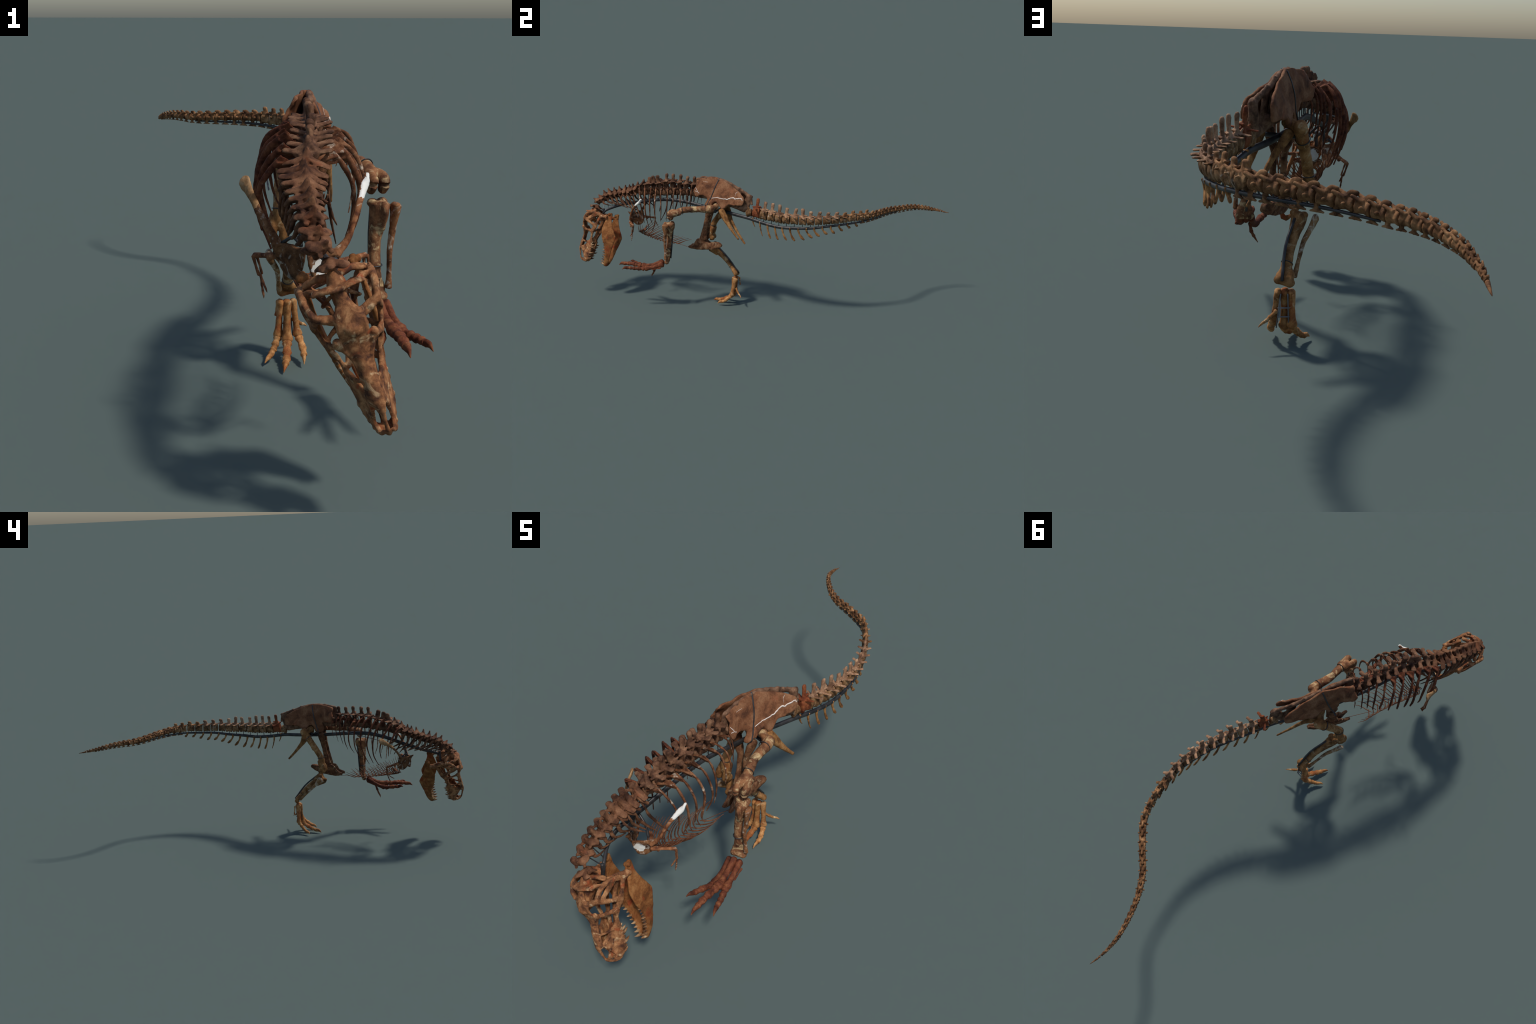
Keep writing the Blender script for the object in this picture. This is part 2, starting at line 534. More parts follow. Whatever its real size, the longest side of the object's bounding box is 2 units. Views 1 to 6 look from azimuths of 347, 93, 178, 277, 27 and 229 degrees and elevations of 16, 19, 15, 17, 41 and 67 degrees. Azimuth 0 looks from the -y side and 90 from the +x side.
# ------------------------------------------------------------------ sacrum
SAC = [(-.013, -.335, .606), (.008, -.275, .600), (.029, -.220, .590), (.052, -.165, .578), (.075, -.115, .566), (.091, -.082, .556)]
CREST = [(-.004, -.335, .690), (.006, -.290, .699), (.024, -.221, .698), (.042, -.165, .683), (.060, -.121, .664), (.080, -.085, .648), (.098, -.053, .633)]
def sacrum():
    b = Build()
    b.tube(SAC, [(.016, .022), (.013, .018), (.014, .020), (.013, .018), (.014, .018), (.014, .016)], up=(0, 0, 1), sub=6)
    for k, (c, r) in enumerate(zip(SAC[:-1], CREST)):
        c = V(c); r = V(r)
        d = r - c
        b.tube([c, c + d * .5, r - d * .05], [(.009, .016), (.006, .018), (.007, .016)], up=AXIS)
        for s in (1, -1):
            b.tube([c + V((0, 0, .012)), c + LEFT * (s * .014) + V((0, 0, .016)), c + LEFT * (s * (.021 if k else .018)) + V((0, 0, .026))],
                   [(.010, .011), (.007, .012), (.008, .013)], up=(0, 0, 1))
    b.tube([V(p) - V((0, 0, .008)) for p in CREST], [(.0065, .010)], up=(0, 0, 1))
    for p in CREST:
        b.ball(V(p) - V((0, 0, .005)), (.0080, .0110, .0075), seg=10, rings=6)
    e = V(CREST[-1])
    b.tube([V(SAC[-1]) + V((0, 0, .005)), e - V((.006, .018, .035)), e - V((.002, .006, .003))], [(.013, .018), (.011, .020), (.011, .017)], up=AXIS)
    b.tube([e - V((0, 0, .012)), e - V((-.004, -.006, .045))], [(.006, .008), (.004, .006)], up=AXIS)
    finish(b, 'sacrum', M_SACRUM, voxel=.0023, smooth=2, amp=.0014, freq=60)
sacrum()

# ------------------------------------------------------------------ tail
TAIL_C = [(.101, -.061, .545), (.116, -.022, .550), (.130, .016, .543), (.144, .056, .540), (.157, .094, .536), (.168, .131, .535),
          (.176, .172, .536), (.181, .214, .535), (.184, .253, .535), (.184, .292, .538), (.180, .334, .540), (.170, .375, .541),
          (.157, .418, .543), (.142, .459, .547), (.124, .500, .547), (.106, .531, .547), (.082, .560, .548), (.057, .582, .547),
          (.030, .603, .546), (.004, .623, .545), (-.024, .643, .543), (-.053, .664, .541), (-.078, .687, .539), (-.099, .711, .537),
          (-.117, .734, .536), (-.132, .757, .537), (-.145, .779, .536), (-.156, .800, .535), (-.166, .821, .533), (-.174, .841, .530),
          (-.181, .860, .527), (-.186, .878, .524), (-.189, .895, .520), (-.191, .912, .517), (-.193, .928, .514), (-.193, .943, .511),
          (-.193, .957, .509)]
TAIL_T = {1: (.110, -.015, .624), 2: (.129, .025, .613), 3: (.147, .062, .612), 4: (.160, .098, .609), 5: (.173, .134, .598), 6: (.178, .180, .597),
          7: (.183, .213, .599), 8: (.190, .253, .588), 9: (.186, .298, .587), 10: (.182, .341, .584), 11: (.170, .384, .584), 12: (.157, .425, .580),
          13: (.140, .465, .586), 14: (.123, .503, .583), 15: (.103, .536, .584)}
TIP = V((-.190, .997, .502))

def tail_vertebra(i):
    c = V(TAIL_C[i])
    t = tangent(TAIL_C, i)
    f = i / 36.0
    gap = (V(TAIL_C[min(i + 1, 36)]) - V(TAIL_C[i - 1])).length / 2 if i else .034
    top = V(TAIL_T[i]) if i in TAIL_T else c + V((0, 0, max(.008, .034 - .00125 * max(0, i - 15)))) + t * .006
    if i == 0:
        top = c + V((.004, .004, .034))
    at, u, left, h, lean = vertebra_frame(c, top, t)
    k = max(.16, 1 - max(0, i - 2) / 36.5)
    ch = .027 * k ** 1.05 if i > 1 else .028           # half height of the centrum
    if i == 0:
        ch = .022
    cw = .0165 * k ** .9 if i > 0 else .014
    if 16 <= i:
        g = (i - 16) / 20
        ch = .0130 - .0088 * g + .0022 * math.sin(math.pi * g)
        cw = .0124 - .0084 * g + .0020 * math.sin(math.pi * g)
    ln = gap * .86
    b = Build()
    e = ln / 2
    b.tube([at(-e, 0, 0), at(-e * .75, 0, 0), at(0, 0, 0), at(e * .75, 0, 0), at(e, 0, 0)],
           [(cw * .96, ch * .96), (cw, ch), (cw * .76, ch * .82), (cw, ch), (cw * .96, ch * .96)], up=u, cap=.08, n=12)
    hb = ch / h                                         # height of the centrum top in frame units
    spine_mat = M_TAIL_S
    if i in TAIL_T:
        w = .0046 if i < 8 else .0042
        b.tube([at(lean * .3, hb * .7, 0), at(lean * .45, hb + (1 - hb) * .35, 0), at(lean, .88, 0), at(lean, .985, 0)],
               [(.007, ln * .36), (w, .0088), (w * 1.25, .0098 if i < 7 else .0105), (w * .9, .0082)], up=t, cap=.2, n=8)
        for s in (1, -1):
            b.tube([at(0, hb * .75, s * .006), at(-e * 1.22, hb * 1.08, s * .0075)], [(.0038, .0048), (.0026, .0034)], up=u)
            b.tube([at(lean * .4, hb * 1.15, s * .002), at(e * 1.15, hb * 1.22, s * .004)], [.0036, .0026], up=u)
            if i < 13:
                tl = .030 - .0013 * i
                b.tube([at(0, hb * .70, s * cw * .5), at(.003, hb * .80, s * (cw * .5 + tl * .5)), at(.008, hb * .82, s * (cw * .5 + tl))],
                       [(.0075, .0032), (.0060, .0026), (.0060, .0024)], up=u)
            else:
                b.tube([at(0, hb * .4, s * cw * .5), at(.002, hb * .5, s * (cw + .006))], [(.004, .003), (.003, .002)], up=u)
    elif i > 15:
        sp = .0070 - .0046 * ((i - 16) / 20)
        b.tube([at(-e * .1, hb * .6, 0), at(e * .5, hb * 1.3, 0), at(e * 1.25, hb * 1.3 + .10, 0)],
               [(sp * .8, sp * 1.3), (sp * .6, sp * 1.2), (sp * .4, sp * .7)], up=u)
        for s in (1, -1):
            b.tube([at(0, hb * .7, s * cw * .5), at(-e * 1.5, hb * 1.25, s * cw * .75)], [sp * .75, sp * .55], up=u)
            if i < 24:
                b.tube([at(0, 0, s * cw * .6), at(.002, .05, s * (cw + .004))], [sp * .7, sp * .5], up=u)
    else:
        b.tube([at(0, 0, 0), at(0, .9, 0)], [.009, .005], up=t)
    if i == 1:
        mats, split = M_TAIL_RED, None
    elif i in TAIL_T:
        mats = [M_TAIL_C, M_TAIL_S if i < 12 else M_TAIL_END]
        split = lambda p, nrm, c=c, u=u, ch=ch: 1 if (p - c).dot(u) > ch * .80 + .002 * noise.noise(V(p) * 300) else 0
    else:
        mats, split = (M_TAIL_C if i == 0 else M_TAIL_END), None
    vox = .0019 if i < 16 else max(.0007, .0014 - .00003 * (i - 16))
    return finish(b, 'tail_vertebra', mats, voxel=vox, smooth=2 if i < 22 else 1, amp=.0009 * k, freq=90, split=split)

for i in range(37):
    tail_vertebra(i)
b = Build()
p0 = V(TAIL_C[-1])
b.tube([p0 + V((0, .006, -.001)), p0.lerp(TIP, .55), TIP], [(.0036, .0040), (.0026, .0028), (.0007, .0008)], cap=.3)
finish(b, 'tail_tip', M_TAIL_END, voxel=0, amp=.0004, freq=160)

BEAM_TAIL = [V(TAIL_C[i]) - V((0, 0, d)) for i, d in ((0, .030), (2, .043), (4, .045), (6, .042), (8, .036), (10, .030), (12, .026), (14, .023), (17, .019), (20, .0155), (23, .0125))]

def chevron(k):
    a, c = V(TAIL_C[k]), V(TAIL_C[k + 1])
    mid = (a + c) / 2
    t = (c - a).normalized()
    left = t.cross(V((0, 0, 1))).normalized()
    drops = [.030, .043, .046, .045, .045, .044, .042, .038, .035, .031, .029, .027, .026, .024, .022, .021]
    ln = [.041, .066, .064, .063, .058, .060, .052, .043, .040, .034, .034, .026, .018, .015]
    back = [.014, .016, .018, .018, .024, .026, .031, .031, .028, .026, .022, .020, .016, .013]
    b = Build()
    if k < 14:
        top = mid - V((0, 0, drops[k] + .005))
        L, B = ln[k], back[k]
        w = .0052 if k > 1 else .0042
        flare = .0078 if 1 < k else .0030
        b.tube([top + V((0, 0, .006)), top - V((0, 0, L * .10)), top - V((0, 0, L * .45)) + t * (B * .22), top - V((0, 0, L * .78)) + t * (B * .62), top - V((0, 0, L * .98)) + t * B],
               [(.0058, w * 1.1), (.0052, w * 1.15), (.0034, w * .8), (.0034, flare if k > 4 else flare * .8), (.0026, flare * .62 if k > 1 else .0018)], up=t)
        for s in (1, -1):
            b.tube([top - V((0, 0, L * .12)), top + left * (s * .006) + V((0, 0, .008))], [.0034, .0028])
        finish(b, 'chevron', M_CHEV, voxel=.0015, smooth=2, amp=.0006, freq=110)
    else:
        f = max(.40, 1.12 - (k - 14) / 30)
        dz = .0150 + .0085 * (1 - (k - 14) / 8) if k < 22 else .0150 - .0105 * (k - 22) / 11
        top = mid - V((0, 0, dz * .55))
        foot = mid - V((0, 0, dz + .0035 * f))
        b.tube([top, foot], [(.0036 * f, .0062 * f)], up=t)
        b.tube([foot - t * (.0125 * f) - V((0, 0, .003 * f)), foot, foot + t * (.013 * f) - V((0, 0, .002 * f))],
               [(.0020 * f, .0016 * f), (.0046 * f, .0042 * f), (.0022 * f, .0016 * f)], up=(0, 0, 1))
        finish(b, 'chevron', M_TAIL_END, voxel=0, amp=.0004, freq=150)
for k in range(33):
    chevron(k)

# ------------------------------------------------------------------ ribs
def rib(P, r0, mat, head=None, thin=.0013, wide=1.25, webbed=False, name='rib', voxel=.0014):
    P = [V(p) for p in P]
    n = len(P)
    R = []
    for i in range(n):
        f = i / (n - 1)
        r = r0 * (1 - .40 * f) if f < .6 else r0 * (.76 - (f - .6) * 1.15)
        r = max(thin, r)
        q = .30 if i == 0 else 1.0
        R.append((r * q * (1.0 if f > .3 else 1.0 + .30 * (1 - f / .3)), r * q * wide))
    b = Build()
    b.tube(P, R, up=AXIS, n=8, sub=5, cap=.5)
    if head is not None:
        h = V(head)
        q = P[0].lerp(P[1], .45)
        m = (q + h) / 2 + V((0, 0, .004))
        b.tube([q, m, h], [(r0 * .85, r0 * 1.0), (r0 * .6, r0 * .8), (r0 * .75, r0 * .7)], up=AXIS, n=8)
        if webbed:
            k = P[0].lerp(P[1], .5)
            b.plate3([P[0], P[0].lerp(P[1], .3), k, P[1].lerp(k, .3), k.lerp(h, .5) - V((0, 0, .006)), P[0].lerp(h, .6)], r0 * .55, step=.008, smooth=2)
    return finish(b, name, mat, voxel=voxel, smooth=1, amp=.0005, freq=90)

def vert_side(i, s, hb=-.02, w=.013):
    at, u, left, h, lean = vertebra_frame(CENT[i], TOPS[i], tangent(CENT, i))
    return at(-.004, hb + .12, s * w)

RIB_L = [
    (11, [(-.056, -.655, .627), (-.032, -.650, .595), (-.010, -.644, .559), (-.003, -.637, .519), (-.006, -.631, .477), (-.017, -.623, .433)]),
    (12, [(-.030, -.621, .633), (-.006, -.617, .596), (.014, -.616, .552), (.018, -.613, .507), (.010, -.607, .461), (-.014, -.601, .408)]),
    (13, [(-.030, -.586, .632), (.003, -.586, .600), (.025, -.587, .561), (.030, -.586, .520), (.024, -.586, .476), (.010, -.576, .433)]),
    (14, [(-.012, -.558, .634), (.024, -.556, .599), (.042, -.557, .556), (.039, -.559, .510), (.029, -.557, .462), (.018, -.544, .424)]),
    (15, [(-.004, -.528, .640), (.029, -.527, .610), (.043, -.525, .575), (.050, -.524, .540), (.046, -.525, .503), (.028, -.531, .458)]),
    (16, [(.010, -.493, .642), (.030, -.491, .612), (.041, -.491, .577), (.046, -.493, .542), (.044, -.495, .506), (.036, -.497, .465)]),
    (17, [(.012, -.453, .643), (.042, -.455, .625), (.054, -.458, .603), (.059, -.458, .580), (.060, -.459, .552), (.056, -.458, .520)]),
    (18, [(.020, -.422, .633), (.042, -.422, .615), (.051, -.423, .597), (.056, -.422, .578), (.056, -.421, .556), (.050, -.420, .535)]),
    (19, [(.016, -.388, .642), (.032, -.387, .624), (.040, -.388, .605), (.045, -.388, .586), (.046, -.387, .566), (.043, -.384, .545)]),
    (19, [(.018, -.366, .636), (.031, -.368, .618), (.037, -.371, .601), (.038, -.371, .582), (.036, -.370, .560), (.033, -.368, .540)])]
for k, (vi, P) in enumerate(RIB_L):
    rib(P, [.0060, .0068, .0062, .0062, .0058, .0054, .0050, .0045, .0042, .0034][k], M_RIB_L, head=vert_side(vi, 1), wide=.70, webbed=k < 7)
RIB_R = [
    (11, [(-.156, -.663, .618), (-.171, -.643, .589), (-.184, -.626, .561), (-.188, -.611, .531), (-.186, -.607, .500), (-.180, -.608, .468)]),
    (12, [(-.142, -.628, .636), (-.162, -.604, .603), (-.173, -.583, .572), (-.178, -.570, .535), (-.179, -.565, .497), (-.170, -.572, .456)]),
    (13, [(-.127, -.590, .652), (-.153, -.556, .617), (-.168, -.536, .572), (-.173, -.529, .522), (-.164, -.535, .467), (-.148, -.560, .413)]),
    (14, [(-.122, -.556, .654), (-.149, -.527, .619), (-.163, -.508, .574), (-.164, -.500, .525), (-.154, -.511, .475), (-.140, -.533, .421)]),
    (15, [(-.104, -.524, .661), (-.138, -.486, .630), (-.150, -.470, .579), (-.151, -.470, .524), (-.141, -.485, .469), (-.124, -.513, .412)]),
    (16, [(-.096, -.488, .659), (-.124, -.458, .631), (-.137, -.440, .593), (-.138, -.436, .549), (-.133, -.441, .504), (-.120, -.459, .456)]),
    (16, [(-.090, -.440, .644), (-.113, -.418, .606), (-.118, -.409, .570), (-.114, -.409, .534), (-.107, -.418, .498), (-.095, -.437, .463)]),
    (17, [(-.072, -.415, .660), (-.091, -.395, .632), (-.099, -.386, .597), (-.100, -.385, .560), (-.096, -.390, .521), (-.086, -.404, .480)]),
    (18, [(-.064, -.381, .656), (-.082, -.367, .632), (-.088, -.362, .603), (-.088, -.364, .572), (-.084, -.370, .541), (-.077, -.380, .506)]),
    (19, [(-.056, -.356, .651), (-.072, -.346, .627), (-.077, -.342, .600), (-.076, -.344, .574), (-.074, -.348, .547), (-.067, -.355, .516)]),
    (19, [(-.052, -.322, .628), (-.060, -.322, .606), (-.061, -.323, .588), (-.060, -.324, .572), (-.058, -.326, .555), (-.055, -.330, .534)])]
for k, (vi, P) in enumerate(RIB_R):
    rib(P, [.0070, .0076, .0076, .0068, .0070, .0066, .0058, .0056, .0050, .0042, .0030][k], M_RIB_R, head=vert_side(vi, -1), wide=.72, webbed=True)
# neck ribs: short blades trailing back from the neck vertebrae
NECK_R = [
    (10, 1, [(-.073, -.697, .574), (-.070, -.687, .535), (-.055, -.664, .484), (-.038, -.641, .438)], .0040),
    (9, 1, [(-.090, -.722, .556), (-.090, -.708, .522), (-.076, -.689, .486), (-.063, -.668, .454)], .0042),
    (8, 1, [(-.092, -.748, .560), (-.096, -.728, .520), (-.079, -.695, .476)], .0044),
    (7, 1, [(-.098, -.773, .560), (-.085, -.751, .526), (-.064, -.721, .496)], .0040)]
for vi, s, P, r in NECK_R:
    rib(P, r, M_NECK, head=vert_side(vi, s, .02, .012), thin=.0009, wide=1.5, name='neck_rib', voxel=.0012)
for vi in range(2, 11):
    at, u, left, h, lean = vertebra_frame(CENT[vi], TOPS[vi], tangent(CENT, vi))
    hw = HALF[vi]
    for s in (1, -1):
        if s == 1 and vi >= 7:
            continue
        drop = [0, 0, .014, .020, .026, .032, .036, .040, .042, .044, .046][vi]
        L = [0, 0, .050, .056, .060, .062, .066, .070, .072, .076, .080][vi]
        p0 = at(.004, .06, s * hw * .80)
        t = tangent(CENT, vi)
        t = V((t.x, t.y, 0)).normalized()
        p1 = p0 + t * (L * .22) - V((0, 0, drop)) + left * (s * .004)
        p2 = p1 + t * (L * .33) - V((0, 0, drop * .42))
        p3 = p2 + t * (L * .45) - V((0, 0, drop * .40)) - left * (s * .004)
        rib([p0, p0.lerp(p1, .5), p1, p2, p3], .0050, M_NECK, thin=.0008, wide=1.35, name='neck_rib', voxel=.0011)

# ------------------------------------------------------------------ belly ribs
KEEL = [(-.100, -.666, .360), (-.088, -.640, .352), (-.076, -.612, .345), (-.060, -.570, .335), (-.046, -.515, .327), (-.036, -.452, .322)]
KP, _ = catmull(KEEL, 12)
def interp1(x, X, Y):
    return float(np.interp(x, X, Y))
def belly_ribs():
    n = 18
    ax = (V(KEEL[-1]) - V(KEEL[0])); ax.z = 0; ax.normalize()
    lf = V((-ax.y, ax.x, 0)) * -1
    if lf.x < 0:
        lf = -lf
    for i in range(n):
        f = i / (n - 1)
        p = KP[int(f * (len(KP) - 1))]
        for s in (1, -1):
            j = RNG.uniform(.9, 1.1)
            if s > 0:
                wd = interp1(f, [0, .35, .7, 1], [.050, .062, .058, .045])
                sw = interp1(f, [0, .35, 1], [.024, .045, .050]) * j
                rise = interp1(f, [0, .35, 1], [.070, .042, .022]) * j
                q = [p - ax * .010 - lf * .006, p + lf * (wd * .30) + ax * (sw * .10) + V((0, 0, rise * .05)),
                     p + lf * (wd * .72) + ax * (sw * .45) + V((0, 0, rise * .42)), p + lf * wd + ax * sw + V((0, 0, rise))]
            else:
                wd = .034
                sw = interp1(f, [0, .35, 1], [.066, .082, .070]) * j
                rise = interp1(f, [0, .35, 1], [.066, .036, .020]) * j
                q = [p - ax * .004 + lf * .010, p - lf * (wd * .55) + ax * (sw * .12) - V((0, 0, .002)),
                     p - lf * (wd * .95) + ax * (sw * .45) + V((0, 0, rise * .38)), p - lf * wd + ax * sw + V((0, 0, rise))]
            b = Build()
            b.tube(q, [.0016, .0024, .0017, .0007], n=6, sub=5)
            finish(b, 'belly_rib', M_BELLY, voxel=0, amp=.0003, freq=140)
    b = Build()
    pl = [(-.106, -.668, .362), (-.112, -.648, .372), (-.118, -.632, .392), (-.110, -.628, .392), (-.100, -.636, .366), (-.086, -.640, .374), (-.078, -.648, .378), (-.085, -.660, .366)]
    b.plate3(pl, .004, step=.006)
    finish(b, 'breast_plate', M_BELLY, voxel=.0013, smooth=2, amp=.0006)
belly_ribs()

# ------------------------------------------------------------------ pelvis
IL = [(-.004, -.338, .684), (.008, -.293, .697), (.022, -.221, .699), (.056, -.153, .670), (.086, -.119, .651), (.111, -.096, .634), (.119, -.087, .615),
      (.122, -.093, .590), (.116, -.108, .583), (.100, -.137, .581), (.084, -.165, .584), (.080, -.183, .570), (.078, -.199, .552), (.071, -.212, .566), (.067, -.234, .590), (.060, -.252, .581),
      (.054, -.262, .562), (.046, -.285, .553), (.034, -.297, .561), (.037, -.283, .592), (.030, -.304, .607), (.024, -.322, .608), (.024, -.340, .597),
      (.021, -.351, .608), (.016, -.357, .634), (.012, -.341, .655), (.004, -.342, .668)]
IL_RIGHT = [(-.034, -.328, .690), (-.010, -.285, .699), (.018, -.222, .700), (.036, -.150, .674), (.046, -.100, .648), (.050, -.074, .628), (.050, -.070, .608),
            (.048, -.076, .582), (.034, -.100, .583), (.024, -.125, .586), (.013, -.152, .588), (.008, -.166, .577), (.005, -.179, .564), (.002, -.188, .582), (-.002, -.208, .598), (-.006, -.230, .590),
            (-.008, -.240, .564), (-.010, -.258, .553), (-.016, -.276, .558), (-.018, -.281, .588), (-.024, -.272, .611), (-.044, -.300, .616), (-.057, -.315, .618),
            (-.063, -.324, .630), (-.064, -.327, .646), (-.054, -.324, .662), (-.045, -.327, .676)]
MP = V((.024, -.221, 0))
def mirror(p):
    p = V(p)
    d = (p - MP).dot(LEFT)
    return p - LEFT * (2 * d)
def side_pt(p, s):
    return V(p) if s > 0 else mirror(p)

def ilium(s):
    b = Build()
    P = [V(p) for p in (IL if s > 0 else IL_RIGHT)]
    b.plate3(P, .0095, step=.010, edge=.75, smooth=3)
    rim = lambda idx, r: b.tube([P[k] for k in idx], r, sub=4)
    rim([9, 10, 11, 12], [.006, .007, .008, .006])                   # rear peduncle
    rim([12, 13, 14, 15, 16], [.006, .0065, .007, .007, .008])       # socket rim
    b.tube([P[15].lerp(P[19], .35), P[16].lerp(P[18], .45)], [(.010, .009), (.014, .009)], up=AXIS)
    b.tube([P[6].lerp(P[1], .12), P[7].lerp(P[1], .08)], [.008, .007])
    return finish(b, 'ilium', M_PELVIS, voxel=.0022, smooth=3, amp=.0015, freq=36)
IL_L = ilium(1)
IL_R = ilium(-1)

def pubis(s):
    off = LEFT * (s * .0150)
    top = V((.052, -.268, .545)) if s > 0 else V((-.010, -.262, .545))
    hi = V((.0225, -.279, .485)) + off
    mid = V((.0240, -.288, .440)) + off
    low = V((.0220, -.300, .375)) + off * .9
    b = Build()
    b.tube([top, top.lerp(hi, .45), hi, mid, low], [(.013, .019), (.012, .018), (.0085, .013), (.0085, .013), (.0085, .022)], up=AXIS)
    fw = V((.007, -.377, .324)) + LEFT * (s * .017)
    boot = [fw + V((0, 0, .006)), V((.008, -.352, .342)) + off, V((.010, -.332, .370)) + off, V((.018, -.300, .372)) + off * .9, V((.028, -.270, .354)) + off * .7,
            V((.046, -.228, .361)) + off * .4, V((.061, -.207, .357)) + off * .2, V((.063, -.208, .341)) + off * .2, V((.048, -.240, .325)) + off * .3,
            V((.028, -.292, .314)) + off * .4, V((.014, -.340, .311)) + off * .6, fw - V((0, 0, .005))]
    b.plate3(boot, .014, step=.009, edge=.6, smooth=3)
    return finish(b, 'pubis', M_PUBIS, voxel=.0021, smooth=2, amp=.0016, freq=50)
pubis(1)
pubis(-1)

def ischium(s):
    top = side_pt((.074, -.206, .545), s)
    if s > 0:
        P = [top, (.086, -.188, .512), (.100, -.163, .472), (.112, -.140, .440), (.122, -.113, .407)]
    else:
        P = [(.002, -.190, .545), (.018, -.176, .523), (.046, -.158, .480), (.076, -.119, .425), (.103, -.081, .378)]
    b = Build()
    b.tube(P, [(.014, .017), (.012, .017), (.0075, .0110), (.0050, .0075), (.0036, .0056)], up=AXIS)
    q = V(P[1]); r = V(P[2])
    b.plate3([V(P[0]) - AXIS * .008, q + AXIS * .006, r, q.lerp(r, .6) - AXIS * .014 - V((0, 0, .006)), q - AXIS * .020 - V((0, 0, .004)), V(P[0]) - AXIS * .020 - V((0, 0, .004))], .006, step=.008)
    return finish(b, 'ischium', M_ISCH, voxel=.0019, smooth=2, amp=.0008)
ischium(1)
ischium(-1)

# white filled cracks on the left hip blade: thin proud veins following the blade
def crack(P, r, name='filled_crack'):
    b = Build()
    n = V((.893, -.356, .275))
    P = [V(p) + n * .0035 for p in P]
    tree_ob = IL_L
    loc = WORLD[IL_L]
    out = []
    for p, q in zip(P[:-1], P[1:]):
        for k in range(5):
            w = p.lerp(q, k / 5)
            hit, co, no, _ = tree_ob.ray_cast(w + n * .05 - loc, -n)
            if hit:
                out.append(co + loc + no * (r * .15))
    out2 = []
    for k, p in enumerate(out):
        out2.append(p + V((0, 0, RNG.uniform(-1, 1) * r * .5)))
    if len(out2) > 2:
        b.tube(out2, [(r * .25, r * .6), (r * .5, r * 1.0), (r * .5, r * 1.2), (r * .4, r * .8)], up=(0, 0, 1), n=6, sub=1, spline=True)
        finish(b, name, M_CRACK, parent=IL_L, voxel=0, amp=.0004, freq=200)
bpy.context.view_layer.update()
crack([(.050, -.256, .598), (.058, -.227, .607), (.071, -.198, .603), (.080, -.174, .605), (.088, -.144, .617), (.095, -.132, .611), (.102, -.109, .618), (.108, -.095, .617), (.112, -.092, .607)], .0028)
crack([(.002, -.342, .643), (.008, -.335, .630), (.014, -.330, .619), (.019, -.322, .614)], .0016)
crack([(.006, -.345, .624), (.014, -.330, .620)], .0014)
crack([(.088, -.119, .650), (.087, -.131, .639), (.091, -.135, .621)], .0009)
crack([(-.001, -.300, .672), (.006, -.270, .672)], .0006)

# ------------------------------------------------------------------ hind legs
def femur(head, troch, mid, low, dist, lat, back, mat, name='thigh_bone'):
    head, troch, mid, low, dist = map(V, (head, troch, mid, low, dist))
    lat = V(lat).normalized(); back = V(back).normalized()
    ax = (dist - troch).normalized()
    b = Build()
    b.ball(head, .0165)
    b.tube([head, head.lerp(troch, .5), troch + ax * .012], [.0145, .0145, .017], up=back)
    b.tube([troch - ax * .012, troch + ax * .012, troch.lerp(mid, .6), mid, low, dist - ax * .018],
           [(.018, .021), (.018, .021), (.016, .0165), (.0150, .0155), (.0155, .0160), (.017, .016)], up=back)
    b.tube([troch + ax * .02 - back * .012, troch + ax * .055 - back * .014], [(.006, .007), (.004, .004)], up=back)   # lesser process
    b.tube([troch.lerp(mid, .85) + back * .011, mid + ax * .02 + back * .012], [.006, .005], up=back)
    for s, l in ((1, .028), (-1, .026)):
        c = dist + lat * (s * .0145)
        b.tube([c - ax * .050 - back * .004, c - ax * .012 - back * .003, c + ax * .007 + back * .004, c + ax * .002 + back * .021],
               [(.0085, .011), (.0122, .018), (.0125, .0165), (.011, .013)], up=back)
    return finish(b, name, mat, voxel=.0023, smooth=3, amp=.0015, freq=48)

def tibia(top, mid, bot, lat, front, mat):
    top, mid, bot = V(top), V(mid), V(bot)
    lat = V(lat).normalized(); front = V(front).normalized()
    ax = (bot - top).normalized()
    b = Build()
    b.tube([top, top + ax * .018, top.lerp(mid, .55), mid, mid.lerp(bot, .6), bot - ax * .018, bot],
           [(.022, .027), (.021, .026), (.0165, .0165), (.0140, .0130), (.0150, .0130), (.024, .0125), (.025, .0125)], up=front, cap=.25)
    b.tube([top + front * .022 - ax * .004, top + front * .026 + ax * .016, top + front * .016 + ax * .055], [(.009, .010), (.008, .012), (.006, .006)], up=front)
    for s in (1, -1):
        b.ball(top + lat * (s * .012) - ax * .002 - front * .010, (.013, .013, .010))
        b.ball(bot + lat * (s * .0155) + front * .004 + ax * .004, .0125)
    b.tube([bot - lat * .016 + front * .004 + ax * .004, bot + lat * .016 + front * .004 + ax * .004], [.0115])
    return finish(b, 'shin_bone', mat, voxel=.0022, smooth=3, amp=.0014, freq=52)

def fibula(top, mid, bot, front, mat, big=1.0):
    top, mid, bot = V(top), V(mid), V(bot)
    b = Build()
    b.tube([top, top.lerp(mid, .12), top.lerp(mid, .5), mid, mid.lerp(bot, .6), bot],
           [(.0085 * big, .0165 * big), (.008 * big, .0160 * big), (.0075, .0095), (.0068, .0072), (.0058, .0060), (.0080, .0085)], up=front, cap=.3)
    return finish(b, 'calf_bone', mat, voxel=.0018, smooth=2, amp=.0010, freq=60)

